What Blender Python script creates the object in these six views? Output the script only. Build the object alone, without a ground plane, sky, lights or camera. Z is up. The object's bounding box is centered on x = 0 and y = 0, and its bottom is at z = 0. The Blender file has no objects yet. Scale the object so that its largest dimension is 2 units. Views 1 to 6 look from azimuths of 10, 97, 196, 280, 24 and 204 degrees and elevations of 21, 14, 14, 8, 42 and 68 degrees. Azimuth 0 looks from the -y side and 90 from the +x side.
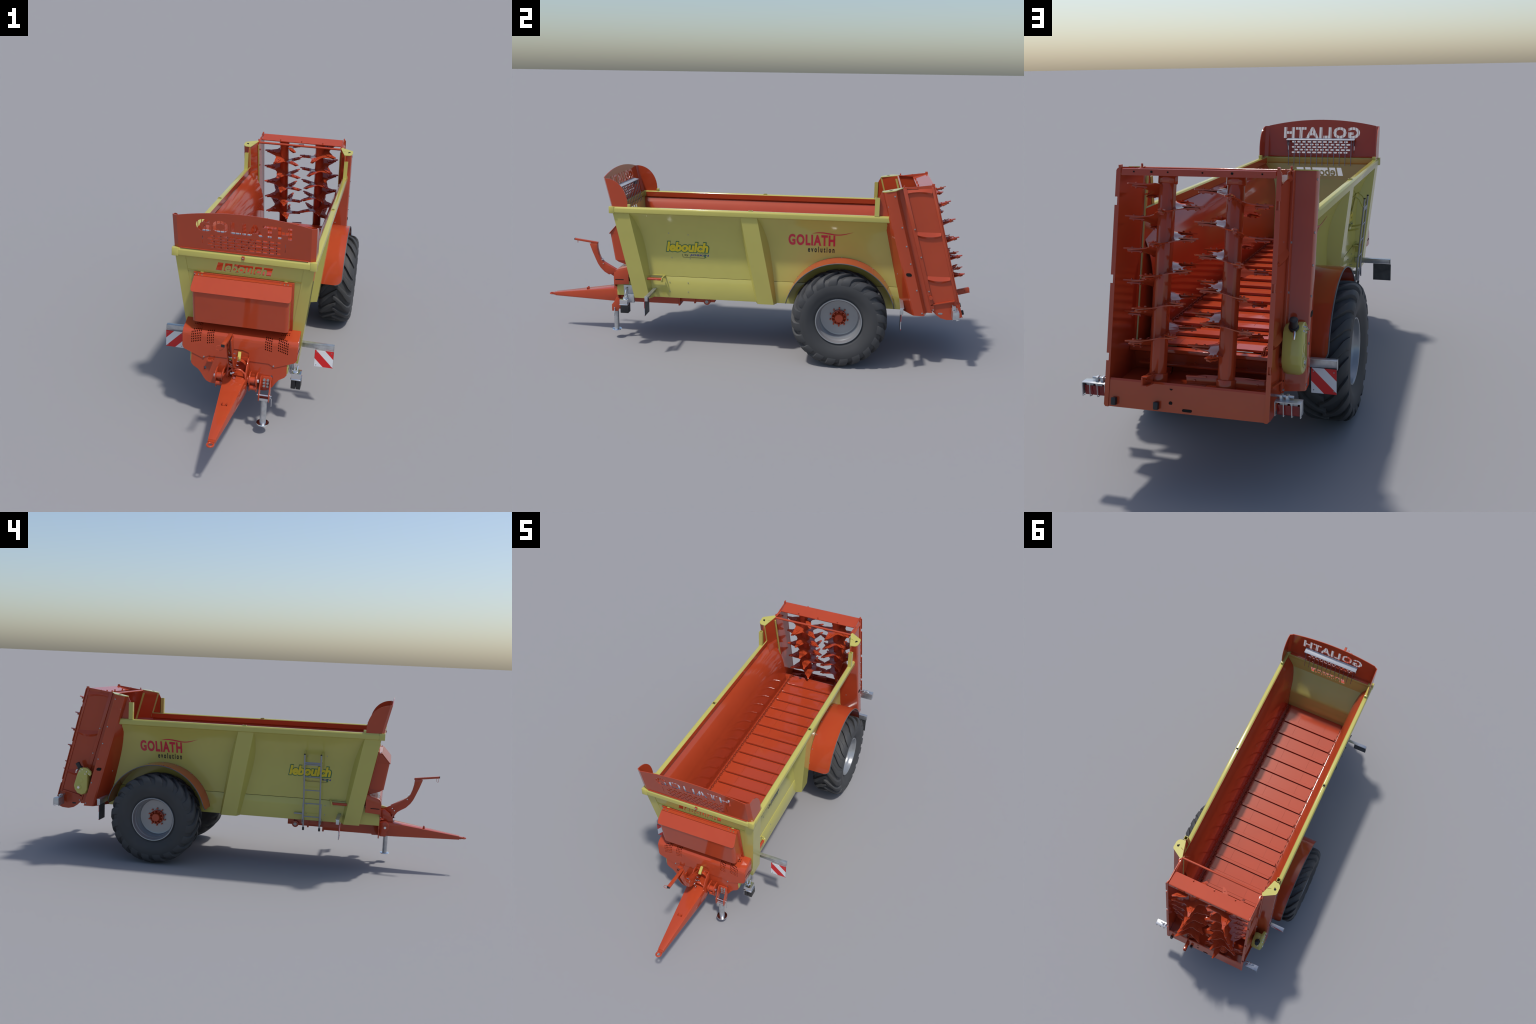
# Agricultural muck spreader: slanted cargo body, chain floor, two upright shredding rotors,
# drawbar, wheels, guards and lights.  Everything is built from profiles, lofts and prisms.
import bpy, bmesh, math, random
from math import sin, cos, tan, pi, radians, sqrt, atan2
from mathutils import Vector, Matrix
from mathutils.geometry import delaunay_2d_cdt

random.seed(7)
COL = bpy.context.scene.collection

# ------------------------------------------------------------------ materials
def nodes_of(name):
    m = bpy.data.materials.new(name)
    m.use_nodes = True
    return m, m.node_tree.nodes, m.node_tree.links, m.node_tree.nodes['Principled BSDF']

def paint(name, col, rough=0.12, vary=0.05, spec=0.5, metallic=0.0, coat=0.0, scale=9.0, bump=0.0):
    """Even paint with a very faint large-scale tone variation and fine orange-peel grain."""
    m, N, L, b = nodes_of(name)
    tc = N.new('ShaderNodeTexCoord')
    nz = N.new('ShaderNodeTexNoise'); nz.inputs['Scale'].default_value = scale; nz.inputs['Detail'].default_value = 4
    rp = N.new('ShaderNodeValToRGB')
    rp.color_ramp.elements[0].position = 0.3; rp.color_ramp.elements[1].position = 0.7
    rp.color_ramp.elements[0].color = tuple(c * (1 - vary) for c in col) + (1,)
    rp.color_ramp.elements[1].color = tuple(min(1, c * (1 + vary)) for c in col) + (1,)
    L.new(tc.outputs['Object'], nz.inputs['Vector']); L.new(nz.outputs['Fac'], rp.inputs['Fac'])
    L.new(rp.outputs['Color'], b.inputs['Base Color'])
    b.inputs['Roughness'].default_value = rough
    b.inputs['Metallic'].default_value = metallic
    b.inputs['Specular IOR Level'].default_value = spec
    b.inputs['Coat Weight'].default_value = coat
    b.inputs['Coat Roughness'].default_value = 0.05
    if bump:
        n2 = N.new('ShaderNodeTexNoise'); n2.inputs['Scale'].default_value = 260
        bp = N.new('ShaderNodeBump'); bp.inputs['Strength'].default_value = bump; bp.inputs['Distance'].default_value = 0.001
        L.new(tc.outputs['Object'], n2.inputs['Vector']); L.new(n2.outputs['Fac'], bp.inputs['Height'])
        L.new(bp.outputs['Normal'], b.inputs['Normal'])
    return m

RED = paint('red_paint', (0.430, 0.058, 0.020), 0.10, 0.03)
DULL = paint('dulled_red_paint', (0.26, 0.038, 0.016), 0.60, 0.08, 0.25)  # darker, rougher red, toned down to keep white sun glints off the chain
YEL = paint('yellow_paint', (0.49, 0.445, 0.112), 0.13, 0.02)
RUB = paint('tyre_rubber', (0.052, 0.053, 0.055), 0.62, 0.10, 0.35, bump=0.15)
BLK = paint('black_plastic', (0.012, 0.012, 0.014), 0.4, 0.1)
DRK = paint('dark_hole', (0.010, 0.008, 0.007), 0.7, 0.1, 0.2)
SIL = paint('silver_paint', (0.33, 0.345, 0.36), 0.25, 0.03, 0.5, metallic=0.45)
GAL = paint('galvanised_steel', (0.52, 0.54, 0.56), 0.30, 0.14, 0.5, metallic=0.75, scale=60)
CHR = paint('bright_steel', (0.75, 0.76, 0.78), 0.16, 0.03, 0.5, metallic=1.0)
MATT = paint('matt_zinc', (0.36, 0.385, 0.42), 0.45, 0.05)
ALU = paint('ladder_zinc', (0.30, 0.31, 0.34), 0.35, 0.05, metallic=0.5)
ROD = paint('comb_steel', (0.22, 0.22, 0.26), 0.3, 0.05, 0.5, metallic=0.6)
EDG = paint('rubber_edging', (0.10, 0.10, 0.11), 0.5, 0.05)
LENS = paint('red_lens', (0.20, 0.006, 0.008), 0.06, 0.02)
DEC_RED = paint('decal_red', (0.55, 0.025, 0.055), 0.3, 0.01)
DEC_BLK = paint('decal_black', (0.02, 0.02, 0.02), 0.3, 0.01)
DEC_YEL = paint('decal_yellow', (0.66, 0.50, 0.012), 0.3, 0.01)
DEC_GRN = paint('decal_green', (0.010, 0.135, 0.062), 0.3, 0.01)
DEC_BLU = paint('decal_blue', (0.05, 0.05, 0.22), 0.3, 0.01)

def stripes(name, sign):
    """Red and white diagonal warning stripes on a plate built around its own origin (x right, z up)."""
    m, N, L, b = nodes_of(name)
    tc = N.new('ShaderNodeTexCoord'); sp = N.new('ShaderNodeSeparateXYZ')
    L.new(tc.outputs['Object'], sp.inputs[0])
    mu = N.new('ShaderNodeMath'); mu.operation = 'MULTIPLY'; mu.inputs[1].default_value = sign
    ad = N.new('ShaderNodeMath'); ad.operation = 'ADD'
    L.new(sp.outputs['X'], mu.inputs[0]); L.new(mu.outputs[0], ad.inputs[0]); L.new(sp.outputs['Z'], ad.inputs[1])
    mp = N.new('ShaderNodeMapRange'); mp.inputs[1].default_value = -0.07; mp.inputs[2].default_value = 0.07
    L.new(ad.outputs[0], mp.inputs[0])
    rp = N.new('ShaderNodeValToRGB'); cr = rp.color_ramp; cr.interpolation = 'CONSTANT'
    white = (0.72, 0.74, 0.78, 1); red = (0.62, 0.012, 0.015, 1)
    cr.elements[0].position = 0; cr.elements[0].color = white
    cr.elements[1].position = 0.25; cr.elements[1].color = red
    for p, c in ((0.52, white), (0.76, red)):
        e = cr.elements.new(p); e.color = c
    L.new(mp.outputs[0], rp.inputs[0]); L.new(rp.outputs[0], b.inputs['Base Color'])
    b.inputs['Roughness'].default_value = 0.3
    return m
STRIPE_A = stripes('warning_stripes', 1.0)
STRIPE_B = stripes('warning_stripes_mirrored', -1.0)

# ------------------------------------------------------------------ geometry helpers
ROOT = bpy.data.objects.new('muck_spreader', None)
COL.objects.link(ROOT)
ROOT.empty_display_size = 0.1
ROOT['label'] = 'red and yellow farm muck spreader trailer with two upright rotors'
ROOT['category'] = 'farm trailer'

def finish(ob, smooth):
    me = ob.data
    me.shade_smooth()
    me.set_sharp_from_angle(angle=radians(smooth))

def group(name, parent=None):
    """Part that only holds sub-parts."""
    e = bpy.data.objects.new(name, None)
    COL.objects.link(e); e.empty_display_size = 0.05
    e.parent = parent or ROOT
    return e

class Geo:
    """Collects simple solids and turns them into one mesh object."""
    def __init__(s):
        s.v = []; s.f = []
    def add(s, vs, fs):
        o = len(s.v)
        s.v += [Vector(p) for p in vs]
        s.f += [tuple(i + o for i in f) for f in fs]
        return s
    def box(s, c, size, R=None):
        c = Vector(c); h = Vector(size) / 2
        vs = []
        for x in (-1, 1):
            for y in (-1, 1):
                for z in (-1, 1):
                    p = Vector((x * h.x, y * h.y, z * h.z))
                    vs.append(c + (R @ p if R else p))
        return s.add(vs, [(0, 1, 3, 2), (4, 6, 7, 5), (0, 4, 5, 1), (2, 3, 7, 6), (0, 2, 6, 4), (1, 5, 7, 3)])
    def span(s, a, b):
        a = Vector(a); b = Vector(b)
        return s.box((a + b) / 2, b - a)
    def prism(s, pts, vec):
        pts = [Vector(p) for p in pts]; vec = Vector(vec); n = len(pts)
        return s.add(pts + [p + vec for p in pts],
                     [tuple(range(n)), tuple(range(2 * n - 1, n - 1, -1))] +
                     [(i, (i + 1) % n, n + (i + 1) % n, n + i) for i in range(n)])
    def loft(s, rings, closed=True, cap=True):
        n = len(rings[0]); vs = [p for r in rings for p in r]; fs = []
        for k in range(len(rings) - 1):
            for i in range(n if closed else n - 1):
                j = (i + 1) % n
                fs.append((k * n + i, k * n + j, (k + 1) * n + j, (k + 1) * n + i))
        if cap:
            fs.append(tuple(range(n))); fs.append(tuple(range((len(rings) - 1) * n, len(rings) * n)))
        return s.add(vs, fs)
    def cyl(s, a, b, r, r2=None, n=16):
        a = Vector(a); b = Vector(b); r2 = r if r2 is None else r2
        d = (b - a).normalized(); q = d.orthogonal().normalized(); w = d.cross(q)
        ring = lambda c, R: [c + (q * cos(2 * pi * i / n) + w * sin(2 * pi * i / n)) * R for i in range(n)]
        return s.loft([ring(a, r), ring(b, r2)])
    def tube(s, path, r, n=10, closed=False):
        path = [Vector(p) for p in path]; m = len(path); rings = []
        q = None
        for k, p in enumerate(path):
            a = path[(k - 1) % m] if closed or k else p
            b = path[(k + 1) % m] if closed or k < m - 1 else p
            d = (b - a).normalized()
            q = d.orthogonal().normalized() if q is None else (q - d * q.dot(d)).normalized()
            w = d.cross(q)
            rings.append([p + (q * cos(2 * pi * i / n) + w * sin(2 * pi * i / n)) * r for i in range(n)])
        if closed:
            rings.append(rings[0])
        return s.loft(rings, cap=not closed)
    def lathe(s, prof, c, axis, n=48, cap=True):
        """prof: (distance along axis, radius); open profile, holes at the ends are closed."""
        c = Vector(c); d = Vector(axis).normalized(); q = d.orthogonal().normalized(); w = d.cross(q)
        rings = [[c + d * h + (q * cos(2 * pi * i / n) + w * sin(2 * pi * i / n)) * r for i in range(n)] for h, r in prof]
        return s.loft(rings, cap=cap)
    def mirror_x(s):
        o = len(s.v); n = len(s.f)
        s.v += [Vector((-p.x, p.y, p.z)) for p in s.v[:o]]
        s.f += [tuple(i + o for i in reversed(f)) for f in s.f[:n]]
        return s
    def mesh(s, name, mat, bevel=0.0, smooth=38, weld=False):
        me = bpy.data.meshes.new(name)
        me.from_pydata([tuple(p) for p in s.v], [], s.f)
        bm = bmesh.new(); bm.from_mesh(me)
        if weld:
            bmesh.ops.remove_doubles(bm, verts=bm.verts, dist=1e-5)
        bmesh.ops.recalc_face_normals(bm, faces=bm.faces)
        if bevel:
            es = [e for e in bm.edges if len(e.link_faces) == 2 and e.calc_face_angle(0) > radians(28)]
            bmesh.ops.bevel(bm, geom=es, offset=bevel, segments=2, affect='EDGES', profile=0.5, clamp_overlap=True)
        bm.to_mesh(me); bm.free()
        me.materials.append(mat)
        me.shade_smooth(); me.set_sharp_from_angle(angle=radians(smooth))
        return me
    def obj(s, name, mat, parent=None, bevel=0.0, smooth=38, stuff=False, weld=False):
        ob = bpy.data.objects.new(name, s.mesh(name, mat, bevel, smooth, weld))
        COL.objects.link(ob)
        ob.parent = parent or ROOT
        if stuff:
            ob['kind'] = 'stuff'
        return ob

def instance(name, me, parent, M=None):
    ob = bpy.data.objects.new(name, me)
    COL.objects.link(ob); ob.parent = parent
    if M is not None:
        ob.matrix_local = M
    return ob

def lerp(a, b, t):
    return a + (b - a) * t

def table(pts, x):
    """Piecewise smooth lookup (Catmull-Rom on sorted control points)."""
    pts = sorted(pts)
    if x <= pts[0][0]: return pts[0][1]
    if x >= pts[-1][0]: return pts[-1][1]
    for k in range(len(pts) - 1):
        if pts[k][0] <= x <= pts[k + 1][0]:
            x0, y0 = pts[k]; x1, y1 = pts[k + 1]
            d = x1 - x0; t = (x - x0) / d
            def slope(i):
                a = pts[max(i - 1, 0)]; b = pts[min(i + 1, len(pts) - 1)]
                return (b[1] - a[1]) / (b[0] - a[0])
            m0 = slope(k) * d; m1 = slope(k + 1) * d
            return ((2 * t**3 - 3 * t**2 + 1) * y0 + (t**3 - 2 * t**2 + t) * m0 + (-2 * t**3 + 3 * t**2) * y1 + (t**3 - t**2) * m1)

# ---- flat sheets with holes (constrained triangulation), mapped onto any surface
def winding(loop, p):
    w = 0; x, y = p
    n = len(loop)
    for i in range(n):
        x0, y0 = loop[i]; x1, y1 = loop[(i + 1) % n]
        if (y0 <= y) != (y1 <= y):
            t = (y - y0) / (y1 - y0)
            if x0 + t * (x1 - x0) > x:
                w += 1 if y1 > y0 else -1
    return w

def inside(loops, p):
    return sum(1 for l in loops if winding(l, p)) % 2 == 1

def sheet(loops, keep, place, thick, lines=()):
    """Cut a sheet: loops are 2D outlines, keep(p) tells material from hole,
    place(u, v, w) puts the point on its surface, w running 0..thick."""
    co = []; ed = []
    for l in loops:
        o = len(co); n = len(l)
        co += [Vector(p) for p in l]
        ed += [(o + i, o + (i + 1) % n) for i in range(n)]
    for a, b in lines:
        o = len(co); co += [Vector(a), Vector(b)]; ed.append((o, o + 1))
    vs, es, fs = delaunay_2d_cdt(co, ed, [], 0, 1e-6)[:3]
    tris = []
    for f in fs:
        c = sum((vs[i] for i in f), Vector((0, 0))) / len(f)
        if keep((c.x, c.y)):
            tris.append(tuple(f))
    n = len(vs)
    V = [place(p.x, p.y, 0.0) for p in vs] + [place(p.x, p.y, thick) for p in vs]
    F = [t for t in tris] + [tuple(n + i for i in reversed(t)) for t in tris]
    cnt = {}
    for t in tris:
        for i in range(len(t)):
            a, b = t[i], t[(i + 1) % len(t)]
            k = (min(a, b), max(a, b))
            cnt[k] = None if k in cnt else (a, b)
    for k, e in cnt.items():
        if e:
            a, b = e
            F.append((b, a, n + a, n + b))
    used = sorted({i for f in F for i in f}); mp = {o: i for i, o in enumerate(used)}
    g = Geo()
    return g.add([V[i] for i in used], [tuple(mp[i] for i in f) for f in F])

def dilate(loop, d):
    """Push a counter-clockwise outline outwards (holes run clockwise, so they shrink)."""
    n = len(loop); out = []
    for i in range(n):
        p = Vector(loop[i]); a = p - Vector(loop[i - 1]); b = Vector(loop[(i + 1) % n]) - p
        if a.length < 1e-9 or b.length < 1e-9: continue
        na = Vector((a.y, -a.x)).normalized(); nb = Vector((b.y, -b.x)).normalized()
        m = na + nb
        m = m / max(m.length_squared / 2, 0.45) if m.length > 1e-6 else na
        out.append(tuple(p + m * d))
    return out

def solid(loops, p):
    return sum(winding(l, p) for l in loops) > 0

def text_loops(body, width, height, x0, y0, shear=0.0, bold=0.0, spacing=1.0):
    """Outlines of a word in the built-in font fitted to a box, as closed 2D loops."""
    cu = bpy.data.curves.new('word', 'FONT')
    cu.body = body; cu.size = 1.0; cu.shear = shear; cu.space_character = spacing
    cu.resolution_u = 4; cu.fill_mode = 'FRONT'
    ob = bpy.data.objects.new('word', cu); COL.objects.link(ob)
    dg = bpy.context.evaluated_depsgraph_get(); dg.update()
    me = bpy.data.meshes.new_from_object(ob.evaluated_get(dg))
    bm = bmesh.new(); bm.from_mesh(me)
    bmesh.ops.remove_doubles(bm, verts=bm.verts, dist=1e-4)
    nxt = {}
    for e in bm.edges:
        if len(e.link_loops) == 1:
            l = e.link_loops[0]
            nxt.setdefault(l.vert.index, []).append(l.link_loop_next.vert.index)
    bm.verts.ensure_lookup_table()
    P = [(v.co.x, v.co.y) for v in bm.verts]
    loops = []
    while nxt:
        s0 = next(iter(nxt)); cur = s0; lp = []
        while cur in nxt:
            lp.append(P[cur]); outs = nxt[cur]; b = outs.pop()
            if not outs: del nxt[cur]
            cur = b
            if cur == s0: break
        if len(lp) > 2: loops.append(lp)
    bm.free(); bpy.data.objects.remove(ob); bpy.data.meshes.remove(me); bpy.data.curves.remove(cu)
    if bold: loops = [dilate(l, bold) for l in loops]
    xs = [p[0] for l in loops for p in l]; ys = [p[1] for l in loops for p in l]
    sx = width / (max(xs) - min(xs)); sy = height / (max(ys) - min(ys))
    return [[(x0 + (x - min(xs)) * sx, y0 + (y - min(ys)) * sy) for x, y in l] for l in loops]

def rect(x0, y0, x1, y1):
    return [(x0, y0), (x1, y0), (x1, y1), (x0, y1)]

def pill(cx, cy, w, h, n=4):
    """Rounded slot."""
    r = min(w, h) / 2; out = []
    for k in range(4):
        sx = 1 if k in (0, 3) else -1; sy = 1 if k in (0, 1) else -1
        ox = cx + sx * (w / 2 - r); oy = cy + sy * (h / 2 - r)
        for i in range(n + 1):
            a = (k + i / n) * pi / 2
            out.append((ox + r * cos(a), oy + r * sin(a)))
    clean = []
    for p in out:
        if not clean or (Vector(p) - Vector(clean[-1])).length > 1e-6: clean.append(p)
    if (Vector(clean[0]) - Vector(clean[-1])).length < 1e-6: clean.pop()
    return clean

# ------------------------------------------------------------------ main shape rules
WALL = [(0.627, 0.2400), (0.605, 0.2225), (0.580, 0.2075), (0.558, 0.1975), (0.530, 0.1875), (0.500, 0.1805),
        (0.475, 0.1772), (0.450, 0.1755), (0.420, 0.1750), (0.330, 0.1750)]
def wall_x(z): return table(WALL, z)                       # outside of the bowed side wall
def front_y(z): return -0.577 + 0.19 * (0.615 - z)         # leaning front panel
def rear_y(z): return 0.622 + 0.23 * (0.60 - z)            # leaning rear end of the walls
def pillar_x(z): return 0.2405 - (0.615 - z) / 0.384 * 0.0395
FLOOR_Z = 0.332
LEAN = 0.268                                               # rear unit leans forward at the top
def unit_y(y_top, z, z_top=0.787): return y_top + LEAN * (z_top - z)

# ================================================================== CARGO BODY
body = group('cargo_body')
ZS = [0.3325 + (0.627 - 0.3325) * i / 26 for i in range(27)]
for sx in (1, -1):
    # outer skin
    g = Geo(); rings = []
    for z in ZS:
        x = wall_x(z); ya, yb = front_y(z) + 0.004, rear_y(z)
        rings.append([(sx * x, ya, z), (sx * x, yb, z), (sx * (x - 0.002), yb, z), (sx * (x - 0.002), ya, z)])
    g.loft(rings)
    g.obj('wall_panel', YEL, body, smooth=30)
    # inner lining
    g = Geo(); rings = []
    for i in range(31):
        z = lerp(FLOOR_Z - 0.02, 0.630, i / 30)
        x = wall_x(min(z, 0.627)) - 0.0035
        ya, yb = front_y(z) + 0.005, 0.640 + 0.28 * (0.755 - z)
        rings.append([(sx * x, ya, z), (sx * x, yb, z), (sx * (x + 0.0012), yb, z), (sx * (x + 0.0012), ya, z)])
    g.loft(rings)
    g.loft([[(sx * 0.2362, y, 0.6265), (sx * 0.2264, y, 0.6290), (sx * 0.2264, y, 0.6515), (sx * 0.2272, y, 0.6515), (sx * 0.2272, y, 0.6300), (sx * 0.2362, y, 0.6275)] for y in (-0.566, 0.627)])
    g.obj('lining', RED, body, smooth=30)
    # lower skirt, a hair proud of the wall so the seam shows
    g = Geo()
    zt = 0.3308
    g.prism([(sx * 0.1720, -0.5945, 0.231), (sx * 0.1720, rear_y(0.231), 0.231), (sx * 0.1720, rear_y(zt), zt),
             (sx * 0.1720, front_y(zt) + 0.006, zt), (sx * 0.1720, -0.53, 0.30), (sx * 0.1720, -0.5945, 0.30)], (sx * 0.0045, 0, 0))
    g.obj('skirt_panel', YEL, body, bevel=0.0006)
    Geo().span((sx * 0.1722, front_y(0.33) + 0.008, 0.3300), (sx * 0.1738, rear_y(0.333) - 0.002, 0.3335)).obj('panel_seam', DRK, body)
    # hat-section pillars
    for kind, y0 in (('front', -0.577), ('mid', -0.0075)):
        rings = []
        for i in range(25):
            z = lerp(0.229, 0.628, i / 24)
            px = pillar_x(z); wx = wall_x(max(z, 0.33)) - 0.001
            f = y0 + 0.185 * (0.615 - z); r = f + 0.0715
            d = max(px - wx, 0.0) * 0.45
            fi = f - d if kind == 'mid' else f
            rings.append([(sx * px, f, z), (sx * px, r, z), (sx * wx, r + d, z), (sx * wx, fi, z)])
        Geo().loft(rings).obj('pillar', YEL, body, smooth=30)

# top rails
def rail_section(s):
    return [(0.249, 0.631), (0.249, 0.649), (0.2445, 0.6560), (0.2310, 0.6560), (0.2270, 0.6515), (0.2270, 0.634), (0.2310, 0.6275), (0.2445, 0.6275)]
for sx in (1, -1):
    g = Geo()
    g.loft([[(sx * x, y, z) for x, z in rail_section(0)] for y in (-0.575, 0.629)])
    g.obj('wall_rail', YEL, body, bevel=0.001)
g = Geo()
g.loft([[(x, -0.595 + (0.249 - a), z) for a, z in rail_section(0)] for x in (-0.235, 0.235)])
g.obj('wall_rail', YEL, body, bevel=0.001)
for sx in (1, -1):
    Geo().box((sx * 0.2385, -0.584, 0.6415), (0.0235, 0.0245, 0.0305)).obj('corner_casting', YEL, body, bevel=0.002)
    # square post near the rear, open at the top
    g = Geo(); o = 0.0085; i = 0.0065
    cx, cy = sx * 0.2385, 0.572
    sq = lambda h, z: [(cx - h, cy - h * 1.15, z), (cx + h, cy - h * 1.15, z), (cx + h, cy + h * 1.15, z), (cx - h, cy + h * 1.15, z)]
    g.loft([sq(o, 0.655), sq(o, 0.733), sq(i, 0.733), sq(i, 0.662)])
    g.obj('corner_post', YEL, body)
    # post pocket halfway and the little guard hinge lug in front
    Geo().box((sx * 0.2370, 0.034, 0.6561), (0.011, 0.010, 0.0008)).obj('post_pocket', DRK, body)
    g = Geo()
    g.box((sx * 0.2370, 0.026, 0.6570), (0.014, 0.0022, 0.003)); g.box((sx * 0.2370, 0.042, 0.6570), (0.014, 0.0022, 0.003))
    g.box((sx * 0.2302, 0.034, 0.6570), (0.0015, 0.016, 0.003)); g.box((sx * 0.2438, 0.034, 0.6570), (0.0015, 0.016, 0.003))
    g.obj('pocket_rim', YEL, body)
    g = Geo(); g.box((sx * 0.2365, -0.507, 0.661), (0.014, 0.012, 0.014)); g.obj('hinge_lug', YEL, body, bevel=0.001)

# front panel with the name cut through it
FW = 0.0035
def place_front(u, v, w): return (u, front_y(v) + w, v)
fp_out = [(-pillar_x(0.235) + .004, 0.235)] + [(-pillar_x(z) + .004, z) for z in (0.40, 0.628)] + [(pillar_x(z) - .004, z) for z in (0.628, 0.40, 0.235)]
opening = [(-0.0995, 0.5805), (0.0930, 0.5805), (0.1005, 0.6130), (-0.0905, 0.6130)]
word = text_loops('leboulch', 0.158, 0.0335, -0.0785, 0.5800, shear=0.22, bold=0.028, spacing=1.02)
g = sheet([fp_out, opening] + word,
          lambda p: winding(fp_out, p) != 0 and (winding(opening, p) == 0 or solid(word, p)),
          place_front, FW)
g.obj('headboard_panel', YEL, body, smooth=20)
# inner front wall: slopes back from below the cut-out, then drops to the chain floor
IN = [(-0.5695, 0.5725), (-0.543, 0.537), (-0.477, 0.455), (-0.4560, 0.372), (-0.4540, 0.318)]
rings = []
for k in range(len(IN) - 1):
    for j in range(6 if k < len(IN) - 2 else 7):
        t = j / 6; y = lerp(IN[k][0], IN[k + 1][0], t); z = lerp(IN[k][1], IN[k + 1][1], t)
        hx = wall_x(min(z, 0.627)) - 0.0037
        rings.append([(-hx, y, z), (hx, y, z), (hx, y - 0.002, z - 0.0005), (-hx, y - 0.002, z - 0.0005)])
Geo().loft(rings).obj('bulkhead', YEL, body, smooth=25)
# corner folds on the front panel
for sx in (1, -1):
    g = Geo()
    g.loft([[(sx * (pillar_x(z) - 0.0005), front_y(z) - 0.0015, z), (sx * (pillar_x(z) - 0.036 - (0.615 - z) * 0.02), front_y(z) - 0.0015, z),
             (sx * (pillar_x(z) - 0.036 - (0.615 - z) * 0.02), front_y(z) - 0.0002, z), (sx * (pillar_x(z) - 0.0005), front_y(z) - 0.0002, z)] for z in (0.30, 0.628)])
    g.obj('corner_fold', YEL, body)
# latch in the middle of the front rail
g = Geo(); g.box((0.0, -0.5962, 0.6455), (0.010, 0.004, 0.013)); g.obj('rail_latch', RED, body, bevel=0.0008)
g = Geo(); g.cyl((0, -0.598, 0.646), (0, -0.6005, 0.646), 0.0022); g.obj('latch_bolt', CHR, body)

# name decals on the side walls
def side_place(sx):
    return lambda u, v, w: (sx * (wall_x(v) + 0.0004 + w), u, v)
def decal(name, loops, mat, sx, thick=0.0006, keep=None):
    zs = [p[1] for l in loops for p in l]; us = [p[0] for l in loops for p in l]
    k = max(1, int((max(zs) - min(zs)) / 0.007))
    lines = [((min(us) - .001, lerp(min(zs), max(zs), i / k)), (max(us) + .001, lerp(min(zs), max(zs), i / k))) for i in range(1, k)]
    g = sheet(loops, keep or (lambda p: abs(sum(winding(l, p) for l in loops)) > 0), side_place(sx), thick, lines)
    return g.obj(name, mat, body, smooth=60)
def along(sx, u): return u if sx > 0 else -u               # reading direction on each side
for sx in (1, -1):
    fl = (lambda L: [[(p[0], p[1]) for p in l] for l in L]) if sx > 0 else (lambda L: [[(-p[0], p[1]) for p in l] for l in L])
    a0 = 0.195 if sx > 0 else -0.542
    decal('model_lettering', fl(text_loops('GOLIATH', 0.204, 0.0525, a0, 0.5035, bold=0.042, spacing=1.16)), DEC_RED, sx)
    decal('model_lettering', fl(text_loops('evolution', 0.116, 0.0265, a0 + 0.086, 0.4735, bold=0.03, spacing=1.55)), DEC_BLK, sx)
    # swoosh over the word
    top = [(0.104, 0.5615), (0.125, 0.5675), (0.150, 0.5690), (0.180, 0.5655), (0.210, 0.5610), (0.240, 0.5635), (0.283, 0.5745)]
    low = [(0.240, 0.5595), (0.210, 0.5565), (0.180, 0.5590), (0.150, 0.5635), (0.125, 0.5635)]
    def smooth_pts(P):
        out = []
        for i in range(25):
            u = lerp(P[0][0], P[-1][0], i / 24); out.append((u, table(P, u)))
        return out
    up = smooth_pts(top); dn = smooth_pts(sorted(low + [top[0], top[-1]]))[1:-1][::-1]
    decal('swoosh', fl([[(a0 + u, v) for u, v in up + dn]]), DEC_RED, sx)
    # maker's word: green rim, yellow letters, small line below
    b0 = -0.361 if sx > 0 else 0.168
    dz = 0.0 if sx > 0 else -0.011
    outer = fl(text_loops('leboulch', 0.200, 0.0530, b0, 0.4450 + dz, shear=0.18, bold=0.095, spacing=1.02))
    decal('name_rim', outer, DEC_GRN, sx, 0.0006)
    inner = fl(text_loops('leboulch', 0.192, 0.0460, b0 + 0.004, 0.4485 + dz, shear=0.18, bold=0.052, spacing=1.02))
    o = decal('name_lettering', inner, DEC_YEL, sx, 0.0012)
    decal('maker_lettering', fl(text_loops('by', 0.016, 0.0125, b0 + 0.087, 0.4275 + dz, bold=0.0)), DEC_BLK, sx)
    decal('maker_lettering', fl(text_loops('JOSKIN', 0.088, 0.0105, b0 + 0.110, 0.4290 + dz, bold=0.035, shear=0.1, spacing=1.1)), DEC_BLU, sx)
    decal('maker_line', fl([[(b0 + 0.075, 0.4385 + dz), (b0 + 0.0762, 0.4385 + dz), (b0 + 0.0795, 0.4245 + dz), (b0 + 0.180, 0.4238 + dz), (b0 + 0.180, 0.4228 + dz), (b0 + 0.0785, 0.4235 + dz)]]), DEC_BLK, sx)
    decal('maker_star', fl([[(b0 + 0.176, 0.4270 + dz), (b0 + 0.181, 0.4250 + dz), (b0 + 0.186, 0.4262 + dz), (b0 + 0.182, 0.4300 + dz), (b0 + 0.1835, 0.4400 + dz), (b0 + 0.179, 0.4400 + dz)]]), DEC_GRN, sx, 0.0010)

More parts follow.
